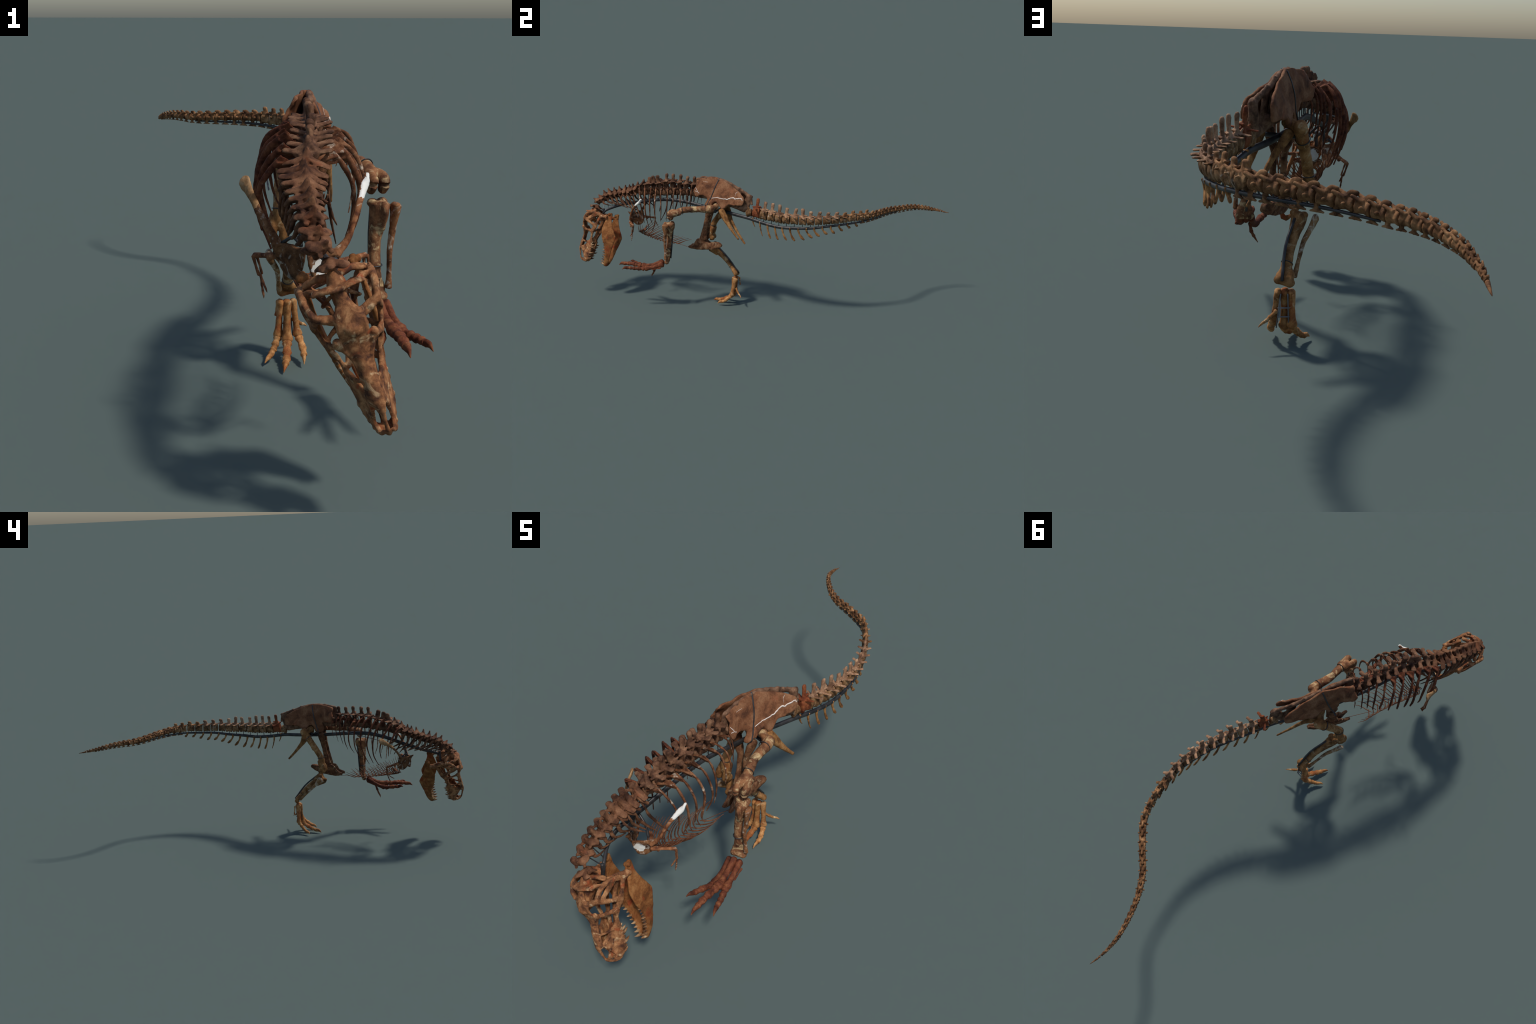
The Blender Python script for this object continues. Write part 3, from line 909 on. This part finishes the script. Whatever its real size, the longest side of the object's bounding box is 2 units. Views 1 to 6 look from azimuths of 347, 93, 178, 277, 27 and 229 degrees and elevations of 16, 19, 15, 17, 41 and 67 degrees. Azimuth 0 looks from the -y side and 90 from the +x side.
def metatarsal(p0, p1, r, up, mat, parent=None, name='foot_bone', sag=0.0):
    p0, p1 = V(p0), V(p1)
    dn = V((0, 0, -sag))
    b = Build()
    P = [p0, p0.lerp(p1, .12) + dn * .3, p0.lerp(p1, .45) + dn, p0.lerp(p1, .75) + dn * .8, p0.lerp(p1, .93) + dn * .2, p1]
    R = [(r * 1.05, r * 1.55), (r * 1.0, r * 1.4), (r * .82, r * .92), (r * .95, r * .95), (r * 1.38, r * 1.3), (r * 1.22, r * 1.15)]
    b.tube(P, R, up=up, cap=.35)
    return finish(b, name, mat, parent=parent, voxel=.0018, smooth=2, amp=.0009, freq=70)

def toe(P, r, nseg, up, mat, parent, curl=.012, clawlen=.034):
    """Chain of phalanges along P ending in a hooked claw."""
    pts, _ = catmull(P, 24)
    cum = [0]
    for a, c in zip(pts[:-1], pts[1:]):
        cum.append(cum[-1] + (c - a).length)
    tot = cum[-1]
    def at(d):
        d = max(0, min(tot, d))
        for k in range(1, len(cum)):
            if cum[k] >= d:
                f = (d - cum[k - 1]) / max(1e-9, cum[k] - cum[k - 1])
                return pts[k - 1].lerp(pts[k], f)
        return pts[-1]
    w = [1.35 - .17 * k for k in range(nseg)]
    s = sum(w)
    body = tot - clawlen
    d = 0
    upv = V(up)
    for k in range(nseg):
        l = body * w[k] / s
        a, m, e = at(d + l * .03), at(d + l * .5), at(d + l * .97)
        rr = r * 1.10 * (1 - .07 * k)
        b = Build()
        b.tube([a, a.lerp(m, .3), m, m.lerp(e, .6), e], [(rr * 1.05, rr * 1.05), (rr * 1.1, rr * 1.05), (rr * .74, rr * .70), (rr * .9, rr * .85), (rr * .95, rr * .9)], up=up, cap=.25)
        finish(b, 'toe_bone', mat, parent=parent, voxel=.0015, smooth=1, amp=.0007, freq=100)
        d += l
    b = Build()
    a, m, e = at(d + .001), at(d + clawlen * .5), at(tot)
    b.tube([a, m + upv * curl * .35, e], [(r * .66, r * .85), (r * .50, r * .70), (.0011, .0013)], up=up)
    finish(b, 'claw', mat, parent=parent, voxel=.0011, smooth=1, amp=.0004, freq=120)

# left leg, lifted forward
femur((.070, -.236, .562), (.103, -.262, .557), (.098, -.345, .551), (.106, -.403, .546), (.113, -.462, .524), (.96, .15, -.05), (-.1, .25, -1), M_LEG_L)
tibia((.117, -.466, .474), (.106, -.474, .379), (.110, -.482, .272), (1, .1, 0), (.15, -1, .05), M_LEG_L)
fibula((.148, -.484, .474), (.136, -.491, .379), (.138, -.488, .288), (.1, -1, 0), M_FIB_L, 1.15)
FL = metatarsal((.107, -.509, .259), (.104, -.616, .236), .0122, (0, .2, 1), M_FOOT_L, name='foot', sag=.006)
metatarsal((.092, -.510, .258), (.080, -.597, .220), .0105, (0, .2, 1), M_FOOT_L, FL, sag=.004)
metatarsal((.125, -.507, .255), (.126, -.598, .228), .0112, (0, .2, 1), M_FOOT_L, FL, sag=.003)
metatarsal((.137, -.516, .238), (.133, -.560, .226), .0032, (0, .2, 1), M_FOOT_L, FL)
toe([(.079, -.602, .219), (.060, -.645, .230), (.038, -.694, .237)], .0108, 2, (0, 0, 1), M_FOOT_L, FL, clawlen=.030)
toe([(.103, -.622, .236), (.096, -.667, .241), (.090, -.710, .240), (.085, -.745, .230)], .0120, 3, (0, 0, 1), M_FOOT_L, FL)
toe([(.126, -.604, .227), (.136, -.650, .231), (.141, -.688, .234), (.146, -.716, .226)], .0108, 4, (0, 0, 1), M_FOOT_L, FL, clawlen=.030)
toe([(.094, -.548, .234), (.090, -.558, .204), (.069, -.575, .166)], .0058, 2, (.3, -.9, 0), M_FOOT_L, FL, curl=.006, clawlen=.026)
# right leg, standing
femur((.006, -.213, .570), (-.026, -.178, .557), (-.043, -.226, .488), (-.054, -.262, .430), (-.060, -.275, .368), (-.96, .2, .05), (.25, .9, -.35), M_LEG_R)
tibia((-.036, -.264, .318), (-.010, -.187, .250), (.004, -.130, .182), (-.97, .2, -.2), (-.2, -.75, -.6), M_LEG_R)
fibula((-.080, -.262, .316), (-.045, -.212, .257), (-.022, -.146, .186), (-.2, -.75, -.6), M_FIB_R, 1.1)
FR = metatarsal((.001, -.138, .150), (-.002, -.155, .046), .0118, (0, -1, .1), M_FOOT_R, name='foot')
metatarsal((.018, -.134, .150), (.028, -.152, .058), .0098, (0, -1, .1), M_FOOT_R, FR)
metatarsal((-.016, -.134, .150), (-.021, -.135, .054), .0105, (0, -1, .1), M_FOOT_R, FR)
metatarsal((-.020, -.116, .146), (-.022, -.112, .104), .0032, (0, -1, .1), M_FOOT_R, FR)
toe([(.029, -.157, .056), (.033, -.187, .032), (.024, -.229, .0085)], .0098, 2, (0, -.3, 1), M_FOOT_R, FR, clawlen=.030)
toe([(-.003, -.160, .044), (-.013, -.196, .023), (-.026, -.230, .012), (-.037, -.256, .0025)], .0112, 3, (0, -.3, 1), M_FOOT_R, FR)
toe([(-.023, -.138, .052), (-.040, -.160, .028), (-.058, -.180, .013), (-.072, -.196, .0065)], .0098, 4, (0, -.3, 1), M_FOOT_R, FR, clawlen=.028)
toe([(.020, -.130, .098), (.042, -.117, .080), (.067, -.100, .063)], .0058, 2, (0, .3, 1), M_FOOT_R, FR, curl=.006, clawlen=.026)

# ------------------------------------------------------------------ shoulders and arms
def scapula(P, R, up, mats, split):
    b = Build()
    b.tube(P, R, up=up, n=10)
    return finish(b, 'shoulder_blade', mats, voxel=.0015, smooth=2, amp=.0008, split=split)
SL = scapula([(.024, -.632, .572), (.016, -.643, .556), (-.002, -.670, .530), (-.018, -.688, .500), (-.034, -.699, .464), (-.060, -.706, .436)],
             [(.0045, .0060), (.0062, .0095), (.0050, .0066), (.0050, .0060), (.0058, .0075), (.0070, .0110)], (.2, .55, .6),
             [M_ARM, M_PLASTER], lambda p, nrm: 1 if V(p).dot(V((.45, .35, .82))) > .205 + .002 * noise.noise(V(p) * 200) and nrm.dot(V((.80, -.50, -.10))) > -.25 else 0)
SR = scapula([(-.206, -.565, .558), (-.204, -.574, .552), (-.198, -.613, .529), (-.187, -.646, .497), (-.163, -.672, .452)],
             [(.0042, .0125), (.0050, .0155), (.0042, .0080), (.0050, .0075), (.0070, .0110)], (.1, .5, .8),
             [M_SHOULDER, M_SHOULDER_TOP], lambda p, nrm: 1 if p[1] + .006 * noise.noise(V(p) * 120) > -.632 else 0)
def coracoid(O, mat, name):
    b = Build()
    b.plate3(O, .009, step=.007, edge=.6)
    return b
b = coracoid([(-.163, -.664, .456), (-.146, -.690, .457), (-.131, -.712, .454), (-.127, -.736, .462), (-.125, -.726, .445), (-.125, -.714, .420), (-.128, -.704, .398), (-.136, -.682, .384), (-.147, -.660, .394), (-.155, -.655, .410), (-.168, -.655, .428)], M_SHOULDER, '')
b.tube([(-.166, -.668, .455), (-.160, -.664, .436)], [.010, .009])
finish(b, 'coracoid', M_SHOULDER, voxel=.0017, smooth=2, amp=.0012, freq=60)
b = coracoid([(-.056, -.700, .446), (-.080, -.716, .447), (-.104, -.722, .442), (-.118, -.722, .432), (-.112, -.722, .405), (-.100, -.720, .388), (-.082, -.712, .386), (-.066, -.700, .396), (-.054, -.694, .416)], M_SHOULDER, '')
b.tube([(-.062, -.706, .440), (-.060, -.700, .424)], [.009, .008])
finish(b, 'coracoid', [M_SHOULDER, M_PLASTER], voxel=.0017, smooth=2, amp=.0012, freq=60,
       split=lambda p, nrm: 1 if (V(p) - V((-.096, -.717, .418))).length + .010 * noise.noise(V(p) * 45) < .017 else 0)

def arm(sh, el, wr, f1, f2):
    sh, el, wr, f1, f2 = map(V, (sh, el, wr, f1, f2))
    b = Build()
    b.tube([sh, sh.lerp(el, .15), sh.lerp(el, .5), sh.lerp(el, .85), el], [(.0085, .007), (.0085, .007), (.0052, .0052), (.0060, .0058), (.0066, .006)])
    b.ball(sh.lerp(el, .28) - V((0, 0, .006)), (.006, .006, .006))
    up = finish(b, 'upper_arm', M_ARM, voxel=.0014, smooth=1, amp=.0006)
    off = (f1 - f2).cross(wr - el).normalized() * .0036
    for s, r in ((1, .0036), (-1, .0030)):
        b = Build()
        b.tube([el + off * s, el.lerp(wr, .5) + off * (s * 1.2), wr + off * s], [r * 1.15, r * .8, r])
        finish(b, 'forearm_bone', M_ARM, parent=up, voxel=.0011, smooth=1, amp=.0004)
    for tip, r in ((f1, .0030), (f2, .0026)):
        side = (tip - wr).normalized()
        prev = wr
        cuts = [.40, .70]
        for c in cuts:
            q = wr.lerp(tip, c)
            b = Build()
            b.tube([prev.lerp(q, .04), prev.lerp(q, .5), q], [r * 1.1, r * .75, r])
            finish(b, 'finger_bone', M_ARM, parent=up, voxel=.0009, smooth=1, amp=.0003)
            prev = q
        b = Build()
        b.tube([prev.lerp(tip, .03), prev.lerp(tip, .5) + V((0, -.0025, 0)), tip], [r * .95, r * .7, .0006])
        finish(b, 'claw', M_ARM, parent=up, voxel=.0008, smooth=1, amp=.0003)
arm((-.058, -.710, .421), (.009, -.681, .424), (.012, -.685, .389), (.008, -.691, .338), (-.002, -.700, .359))
arm((-.164, -.656, .426), (-.191, -.598, .413), (-.180, -.602, .374), (-.177, -.619, .329), (-.175, -.638, .347))

# ------------------------------------------------------------------ skull and jaw
SF = V((.33245762, -.07053099, -.94047717))      # forward along the snout
SU = V((-.17808648, -.98395515, .01083824))      # towards the skull roof
SLF = V((.92615179, -.16388301, .339684))        # animal's left
SO = V((-.1135, -.828, .4315)) + V((.95023759, -.23005752, .21005252)) * .006
def S(f, u, l):
    return SO + SF * f + SU * u + SLF * l
def interp(x, X, Y):
    return float(np.interp(x, X, Y))
def w_low(f):
    return interp(f, [-.03, 0, .03, .07, .10, .13, .17, .22, .25, .262], [.062, .066, .065, .056, .044, .037, .034, .031, .021, .008])
def w_top(f):
    return interp(f, [-.03, 0, .03, .07, .10, .17, .20, .235, .262], [.050, .054, .048, .027, .016, .0135, .0150, .016, .009])
def half(f, u):
    t = min(1, max(0, (u - .070) / .068))
    t = t * t * (3 - 2 * t)
    return w_low(f) + (w_top(f) - w_low(f)) * t

def skull():
    b = Build()
    def side_tube(P, R, s, up=SLF):
        b.tube([S(p[0], p[1], s * (half(p[0], p[1]) + (p[2] if len(p) > 2 else 0))) for p in P], R, up=up, n=9)
    maxilla = [(.108, .072), (.138, .075), (.172, .074), (.206, .081), (.232, .089), (.247, .098), (.254, .109), (.251, .123), (.241, .128), (.231, .118), (.212, .126), (.194, .135), (.178, .141),
               (.168, .134), (.163, .120), (.151, .109), (.140, .100), (.134, .091), (.118, .084), (.102, .083)]
    for s in (1, -1):
        def mapf(f, u, e, side):
            h = half(f, u)
            return S(f, u, s * (h - .0025 + side * (.0032 if e else .0042)))
        b.plate2(maxilla, mapf, .007, 3)
        # tooth-bearing rim
        side_tube([(.128, .077, -.004), (.165, .077, -.004), (.205, .084, -.004), (.235, .093, -.004), (.251, .106, -.002)], [.0048, .0055, .0055, .0052, .0045], s)
        side_tube([(.249, .110, -.001), (.245, .128, -.003), (.236, .141, -.008)], [.0052, .0042, .0036], s)
        # nasal edge, lacrimal, brow boss
        side_tube([(.182, .146, -.004), (.165, .143, -.003), (.140, .137, -.003), (.105, .131, -.002), (.072, .129, 0)], [.0050, .0050, .0042, .0042, .0070], s)
        side_tube([(.144, .102), (.146, .118), (.141, .134, -.002)], [.0045, .0036, .005], s)
        side_tube([(.070, .134, -.002), (.079, .118), (.082, .100), (.087, .076)], [(.0090, .0055), (.0060, .0042), (.0055, .0040), (.0090, .0045)], s)
        side_tube([(.062, .136, 0), (.072, .130, .004), (.083, .124, .001)], [.0075, .0075, .005], s)
        # postorbital bar
        side_tube([(.016, .122, 0), (.030, .108, 0), (.043, .083, 0), (.056, .058, 0)], [(.0120, .0060), (.0085, .0048), (.0072, .0042), (.0110, .0045)], s)
        side_tube([(.026, .130, -.012), (.018, .122, 0), (.008, .116, .001), (-.006, .105, .001), (-.014, .084, -.002), (-.010, .060, -.004)],
                  [(.0085, .0065), (.0100, .0075), (.0080, .0065), (.0075, .0070), (.0090, .0075), (.0090, .0070)], s)
        side_tube([(.026, .108, -.002), (.012, .086, -.006), (-.002, .062, -.006)], [(.0075, .0035), (.0095, .0038), (.0115, .0050)], s)
        b.tube([S(-.012, .086, s * .056), S(-.018, .102, s * .044), S(-.016, .112, s * .034)], [(.008, .0045), (.0075, .004), (.006, .004)], up=SU)
        b.ball(S(-.004, .056, s * .056), (.012, .009, .012), Matrix((SF, SLF, SU)).transposed())
        # jugal and quadratojugal
        side_tube([(.006, .006, -.004), (.010, .028, 0), (.034, .042, .001), (.062, .056, 0), (.085, .070, 0), (.114, .078, -.001)],
                  [(.0080, .0065), (.0080, .0050), (.0068, .0045), (.0125, .0048), (.0105, .0046), (.0060, .0042)], s)
        side_tube([(.008, .020, 0), (-.006, .040, 0), (-.012, .062, 0)], [(.007, .004), (.009, .004), (.007, .004)], s)
        # quadrate
        b.tube([S(.004, .000, s * .058), S(-.002, .026, s * .050), S(-.012, .060, s * .046)], [(.009, .008), (.0075, .006), (.007, .007)], up=SLF)
        b.tube([S(.006, -.002, s * .046), S(.006, -.001, s * .066)], [.0075])
        b.plate2([(.000, .020), (.028, .040), (.034, .058), (.006, .062), (-.010, .060)], lambda f, u, e, side, s=s: S(f, u, s * (.040 - f * .5) + side * .0026), .008, 3)
        # palate
        b.tube([S(.010, .022, s * .030), S(.045, .036, s * .022), S(.085, .054, s * .018), (S(.13, .070, s * .014)), S(.20, .092, s * .009)],
               [(.006, .009), (.005, .010), (.006, .009), (.008, .005), (.005, .004)], up=SU)
        b.tube([S(.072, .048, s * .018), S(.080, .054, s * .036), S(.088, .064, s * .046)], [.0055, .0045, .005])
        b.tube([S(.110, .064, s * .016), S(.135, .078, s * .026)], [.005, .0045])
        # occiput wings
        b.tube([S(-.026, .086, 0), S(-.030, .080, s * .030), S(-.022, .070, s * .050)], [(.008, .007), (.0065, .008), (.006, .008)], up=SU)
        # roof: parietal crest and frontal
        b.tube([S(-.018, .126, 0), S(-.020, .122, s * .022), S(-.016, .112, s * .042)], [(.0055, .013), (.0048, .012), (.0042, .007)], up=SU)
        b.tube([S(.030, .136, 0), S(.028, .132, s * .024), S(.021, .123, s * .046)], [(.013, .006), (.010, .0055), (.008, .0060)], up=SU)
        b.tube([S(-.012, .108, s * .030), S(-.010, .085, s * .022)], [.005, .004])
        b.tube([S(.005, .085, s * .016), S(.020, .070, s * .030), S(.028, .055, s * .032)], [(.005, .004), (.005, .003), (.004, .003)])
    # midline roof
    b.tube([S(-.020, .128, 0), S(.000, .128, 0), S(.022, .137, 0), (S(.045, .141, 0)), S(.072, .134, 0), S(.100, .132, 0)],
           [(.009, .007), (.011, .008), (.024, .0068), (.028, .0062), (.024, .0065), (.014, .0068)], up=SU)
    b.tube([S(.092, .131, 0), S(.112, .135, 0), S(.150, .146, 0), S(.180, .151, 0), S(.196, .151, 0)],
           [(.014, .0070), (.0115, .0075), (.0115, .0068), (.0115, .0060), (.0075, .0045)], up=SU)
    b.tube([S(.190, .151, 0), S(.218, .147, 0), S(.236, .142, 0), S(.247, .130, 0)], [(.0050, .0042), (.0036, .0036), (.0046, .0040), (.0060, .0055)], up=SU)
    b.ball(S(.048, .144, .000), (.016, .010, .012))
    # braincase
    b.tube([S(-.036, .096, 0), S(-.020, .100, 0), S(.010, .104, 0), S(.036, .118, 0)], [(.011, .013), (.016, .020), (.015, .022), (.010, .012)], up=SU)
    b.tube([S(-.020, .088, 0), S(.000, .060, 0), S(.012, .044, 0)], [.013, .011, .007], up=SF)
    b.ball(S(-.043, .094, 0), .0085)
    # front of the snout, vomer
    b.tube([S(.240, .104, -.018), S(.249, .112, 0), S(.240, .104, .018)], [.007, .008, .007], up=SU)
    b.tube([S(.150, .078, 0), S(.200, .096, 0), S(.250, .106, 0)], [(.008, .004), (.005, .004), (.006, .005)], up=SU)
    return finish(b, 'skull', M_SKULL, voxel=.0017, smooth=1, amp=.0014, freq=50)
SKULL = skull()

def jaw_half(f, u):
    return interp(f, [-.02, .03, .08, .12, .166, .20, .237, .262, .275], [.047, .050, .052, .049, .041, .033, .021, .010, .004])
def jaw():
    b = Build()
    out = [(-.010, -.022), (-.006, -.006), (.014, .000), (.048, .012), (.072, .018), (.100, .016), (.128, .010), (.150, .001), (.168, -.004), (.195, -.006), (.226, -.003), (.250, .004),
           (.263, .004), (.269, -.002), (.268, -.010), (.256, -.020), (.240, -.027), (.214, -.034), (.180, -.042), (.145, -.053), (.112, -.062), (.092, -.056), (.054, -.040), (.018, -.030), (-.004, -.030)]
    for s in (1, -1):
        def mapf(f, u, e, side):
            h = jaw_half(f, u) + .010 * min(1, max(0, (-u - .02) / .04)) * (1 if f < .2 else .3) * -.4
            return S(f, u, s * (h + side * (.0026 if e else .0040)))
        b.plate2(out, mapf, .008, 3)
        b.tube([S(.150, -.006, s * jaw_half(.15, 0)), S(.190, -.014, s * jaw_half(.19, 0)), S(.226, -.012, s * jaw_half(.226, 0)), S(.262, -.006, s * .008)],
               [(.005, .007), (.006, .009), (.0065, .010), (.006, .010)], up=SU)
        b.tube([S(-.008, -.014, s * .040), S(-.010, -.016, s * .056)], [(.008, .008)], up=SU)
        b.tube([S(-.016, -.024, s * .047), S(.006, -.022, s * .047)], [(.007, .007), (.006, .010)], up=SU)
        b.tube([S(.02, -.006, s * .050), S(.07, .012, s * .051), S(.125, .006, s * .047)], [(.0045, .006), (.005, .006), (.004, .005)], up=SU)
    b.tube([S(.252, -.010, -.011), S(.262, -.006, 0), S(.252, -.010, .011)], [.007, .008, .007], up=SU)
    return finish(b, 'lower_jaw', M_JAW, voxel=.0018, smooth=1, amp=.0013, freq=52)
JAW = jaw()

def tooth_mesh():
    b = Build()
    b.tube([(0, 0, -.25), (.0, 0, .1), (-.03, 0, .55), (-.12, 0, 1)], [(.19, .16), (.21, .17), (.15, .12), (.02, .02)], up=(1, 0, 0), n=8, sub=3)
    me = b.mesh('tooth')
    for p in me.polygons:
        p.use_smooth = True
    me.materials.append(M_TOOTH)
    return me
TM = tooth_mesh()
def add_tooth(root, d, front, length, parent):
    d = d.normalized()
    x = (front - d * front.dot(d)).normalized()
    y = d.cross(x)
    ob = bpy.data.objects.new('tooth', TM)
    COLL.objects.link(ob)
    ob.parent = parent
    rot = Matrix((x, y, d)).transposed()
    wdt = length ** .5 * .20 ** .5
    ob.matrix_local = Matrix.Translation(root - WORLD[parent]) @ rot.to_4x4() @ Matrix.Diagonal((wdt * .48, wdt * .48, length, 1))
UP_T = [(.148, .009), (.163, .014), (.176, .017), (.192, .010), (.206, .018), (.222, .009), (.236, .015)]
LO_T = [(.142, .007), (.156, .010), (.169, .014), (.181, .011), (.194, .017), (.207, .012), (.219, .017), (.232, .013), (.244, .018), (.256, .022)]
for s in (1, -1):
    for f, ln in UP_T:
        ln *= RNG.uniform(.65, 1.2)
        u = interp(f, [.128, .165, .205, .240, .262], [.074, .073, .080, .090, .103])
        add_tooth(S(f, u, s * (half(f, u) - .003)), -SU + SF * -.10 + SLF * (s * .06), SF, ln, SKULL)
    for f, ln in LO_T:
        ln *= RNG.uniform(.65, 1.2)
        u = interp(f, [.14, .150, .168, .195, .226, .250, .264], [.005, .001, -.003, -.005, -.002, .003, .003])
        add_tooth(S(f, u, s * max(.004, jaw_half(f, u) - .001)), SU + SF * -.12 + SLF * (s * .05), SF, ln, JAW)

# ------------------------------------------------------------------ steel mount
def rod(name, P, R, mat=None, parent=None, n=8, sub=6, up=(0, 0, 1)):
    b = Build()
    b.tube(P, R, n=n, sub=sub, up=up, cap=.2)
    return finish(b, name, mat or M_STEEL, parent=parent, voxel=0, amp=0)
beam_pts = [(-.113, -.868, .452), (-.122, -.850, .468), (-.140, -.800, .486), (-.139, -.750, .501), (-.120, -.695, .514), (-.098, -.640, .530), (-.077, -.585, .545), (-.056, -.512, .556),
            (-.044, -.450, .556), (-.028, -.389, .551), (.004, -.290, .538), (.036, -.200, .529), (.066, -.135, .522)] + BEAM_TAIL
rod('support_beam', beam_pts, [(.0050, .0060), (.0055, .0085), (.0060, .0095), (.0060, .0100), (.0062, .0092), (.0066, .0092), (.0068, .0088), (.0062, .0080), (.0050, .0062), (.0036, .0042), (.0022, .0024)], n=10)
rod('support_post', [(-.116, -.866, .476), (-.116, -.868, .450), (-.118, -.872, .425)], [(.006, .006)])
pin_me = None
def pins():
    b = Build()
    b.tube([(0, 0, 0), (0, 0, 1)], [.0019], n=6, sub=1, cap=0)
    me = b.mesh('support_pin')
    me.materials.append(M_STEEL)
    bp, _ = catmull(beam_pts, 14)
    for i, c in enumerate(CENT[2:] + TAIL_C[:22]):
        c = V(c)
        q = min(bp, key=lambda p: (p.xy - c.xy).length)
        z = c.z - .010
        if z - q.z < .006:
            continue
        ob = bpy.data.objects.new('support_pin', me)
        COLL.objects.link(ob)
        ob.parent = ROOT
        d = V((c.x, c.y, z)) - q
        ob.matrix_local = Matrix.Translation(q) @ d.to_track_quat('Z', 'Y').to_matrix().to_4x4() @ Matrix.Diagonal((1, 1, d.length, 1))
pins()
rod('brace_rod', [(-.118, -.690, .512), (-.126, -.696, .485), (-.128, -.706, .455)], [.0042])
rod('brace_rod', [(-.112, -.680, .516), (-.085, -.690, .490), (-.070, -.702, .455)], [.0042])
rod('brace_rod', [(-.128, -.706, .458), (-.140, -.694, .470), (-.156, -.676, .456)], [.0034])
rod('brace_rod', [(-.160, -.585, .540), (-.155, -.555, .547), (-.147, -.515, .556), (-.130, -.466, .565), (-.105, -.415, .573), (-.070, -.352, .580)], [.0017], M_ROD)
rod('cable', [(-.036, -.452, .320), (.010, -.362, .311)], [.0010], M_BELLY)
for x in (.012, -.006):
    rod('hip_brace', [V((.026, -.222, .548)) + LEFT * x * 4, V((.026, -.222, .530)) + LEFT * x * 4], [.008])
rod('hip_brace', [V((.026, -.222, .535)) + LEFT * .045, V((.026, -.222, .535)) - LEFT * .045], [.006])

def strap(P, r=.0020, name='strap', closed=False):
    b = Build()
    if closed:
        P = list(P) + [P[0], P[1]]
    b.tube(P, [(r, r)], n=6, sub=3, cap=0 if closed else .3)
    return finish(b, name, M_STEEL, voxel=0, amp=0)
def ring(c, ax, ra, rb, upd, r=.0018):
    c, ax = V(c), V(ax).normalized()
    u = V(upd) - ax * V(upd).dot(ax)
    u.normalize()
    s = ax.cross(u)
    strap([c + s * (math.cos(a) * ra) + u * (math.sin(a) * rb) for a in [k * math.pi / 6 for k in range(12)]], r, closed=True)
ring((.106, -.403, .546), (.1, -.9, -.15), .0172, .0175, (0, 0, 1), .0014)
ring((.101, -.285, .556), (0, -1, -.05), .0190, .0205, (0, 0, 1), .0014)
ring((-.055, -.263, .428), (-.1, -.2, -.97), .0172, .0175, (0, 1, 0), .0014)
ring((-.033, -.197, .530), (-.25, -.70, -.70), .0185, .0195, (0, 1, 0), .0014)
ring((.107, -.478, .340), (0, 0, 1), .0165, .0150, (0, 1, 0), .0015)
ring((-.003, -.160, .217), (.25, .6, -.7), .0150, .0145, (0, 1, 0), .0013)
for s in (1, -1):
    pts = []
    ob = IL_L if s > 0 else IL_R
    n = (V((.893, -.356, .275)) if s > 0 else None)
    ctr0 = [(.020, -.221, .698), (.036, -.236, .670), (.046, -.252, .630), (.052, -.266, .598), (.050, -.280, .565), (.040, -.285, .545)]
    ctr = [tuple(q) for q in catmull(ctr0, 4)[0]]
    nn = LEFT * s + V((0, 0, .25))
    nn.normalize()
    for p in ctr:
        p = side_pt(p, s)
        hit, co, no, _ = ob.ray_cast(p + nn * .05 - WORLD[ob], -nn)
        pts.append((co + WORLD[ob] + nn * .0010) if hit and (co + WORLD[ob] - p).length < .03 else p + nn * .004)
    b = Build()
    b.tube(pts, [(.0028, .0016)], up=nn, n=8, sub=2)
    finish(b, 'strap', M_STEEL, voxel=0, amp=0)
# steel strips up the backs of the shins
strap([(.103, -.452, .462), (.100, -.458, .380), (.106, -.466, .285)], .0036)
strap([(-.022, -.235, .318), (.002, -.172, .258), (.010, -.117, .182)], .0042)
# fine supports behind the standing foot
for x0, x1 in ((.012, .020), (-.006, -.012)):
    b = Build()
    b.tube([(x0, -.122, .146), ((x0 + x1) / 2, -.124, .100), (x1, -.132, .052)], [.0020], n=6)
    finish(b, 'foot_support', M_ROD, voxel=0, amp=0)
for z in (.108, .084):
    b = Build()
    b.tube([(.018, -.123, z), (-.012, -.123, z + .001)], [.0018], n=6)
    finish(b, 'foot_support', M_ROD, voxel=0, amp=0)
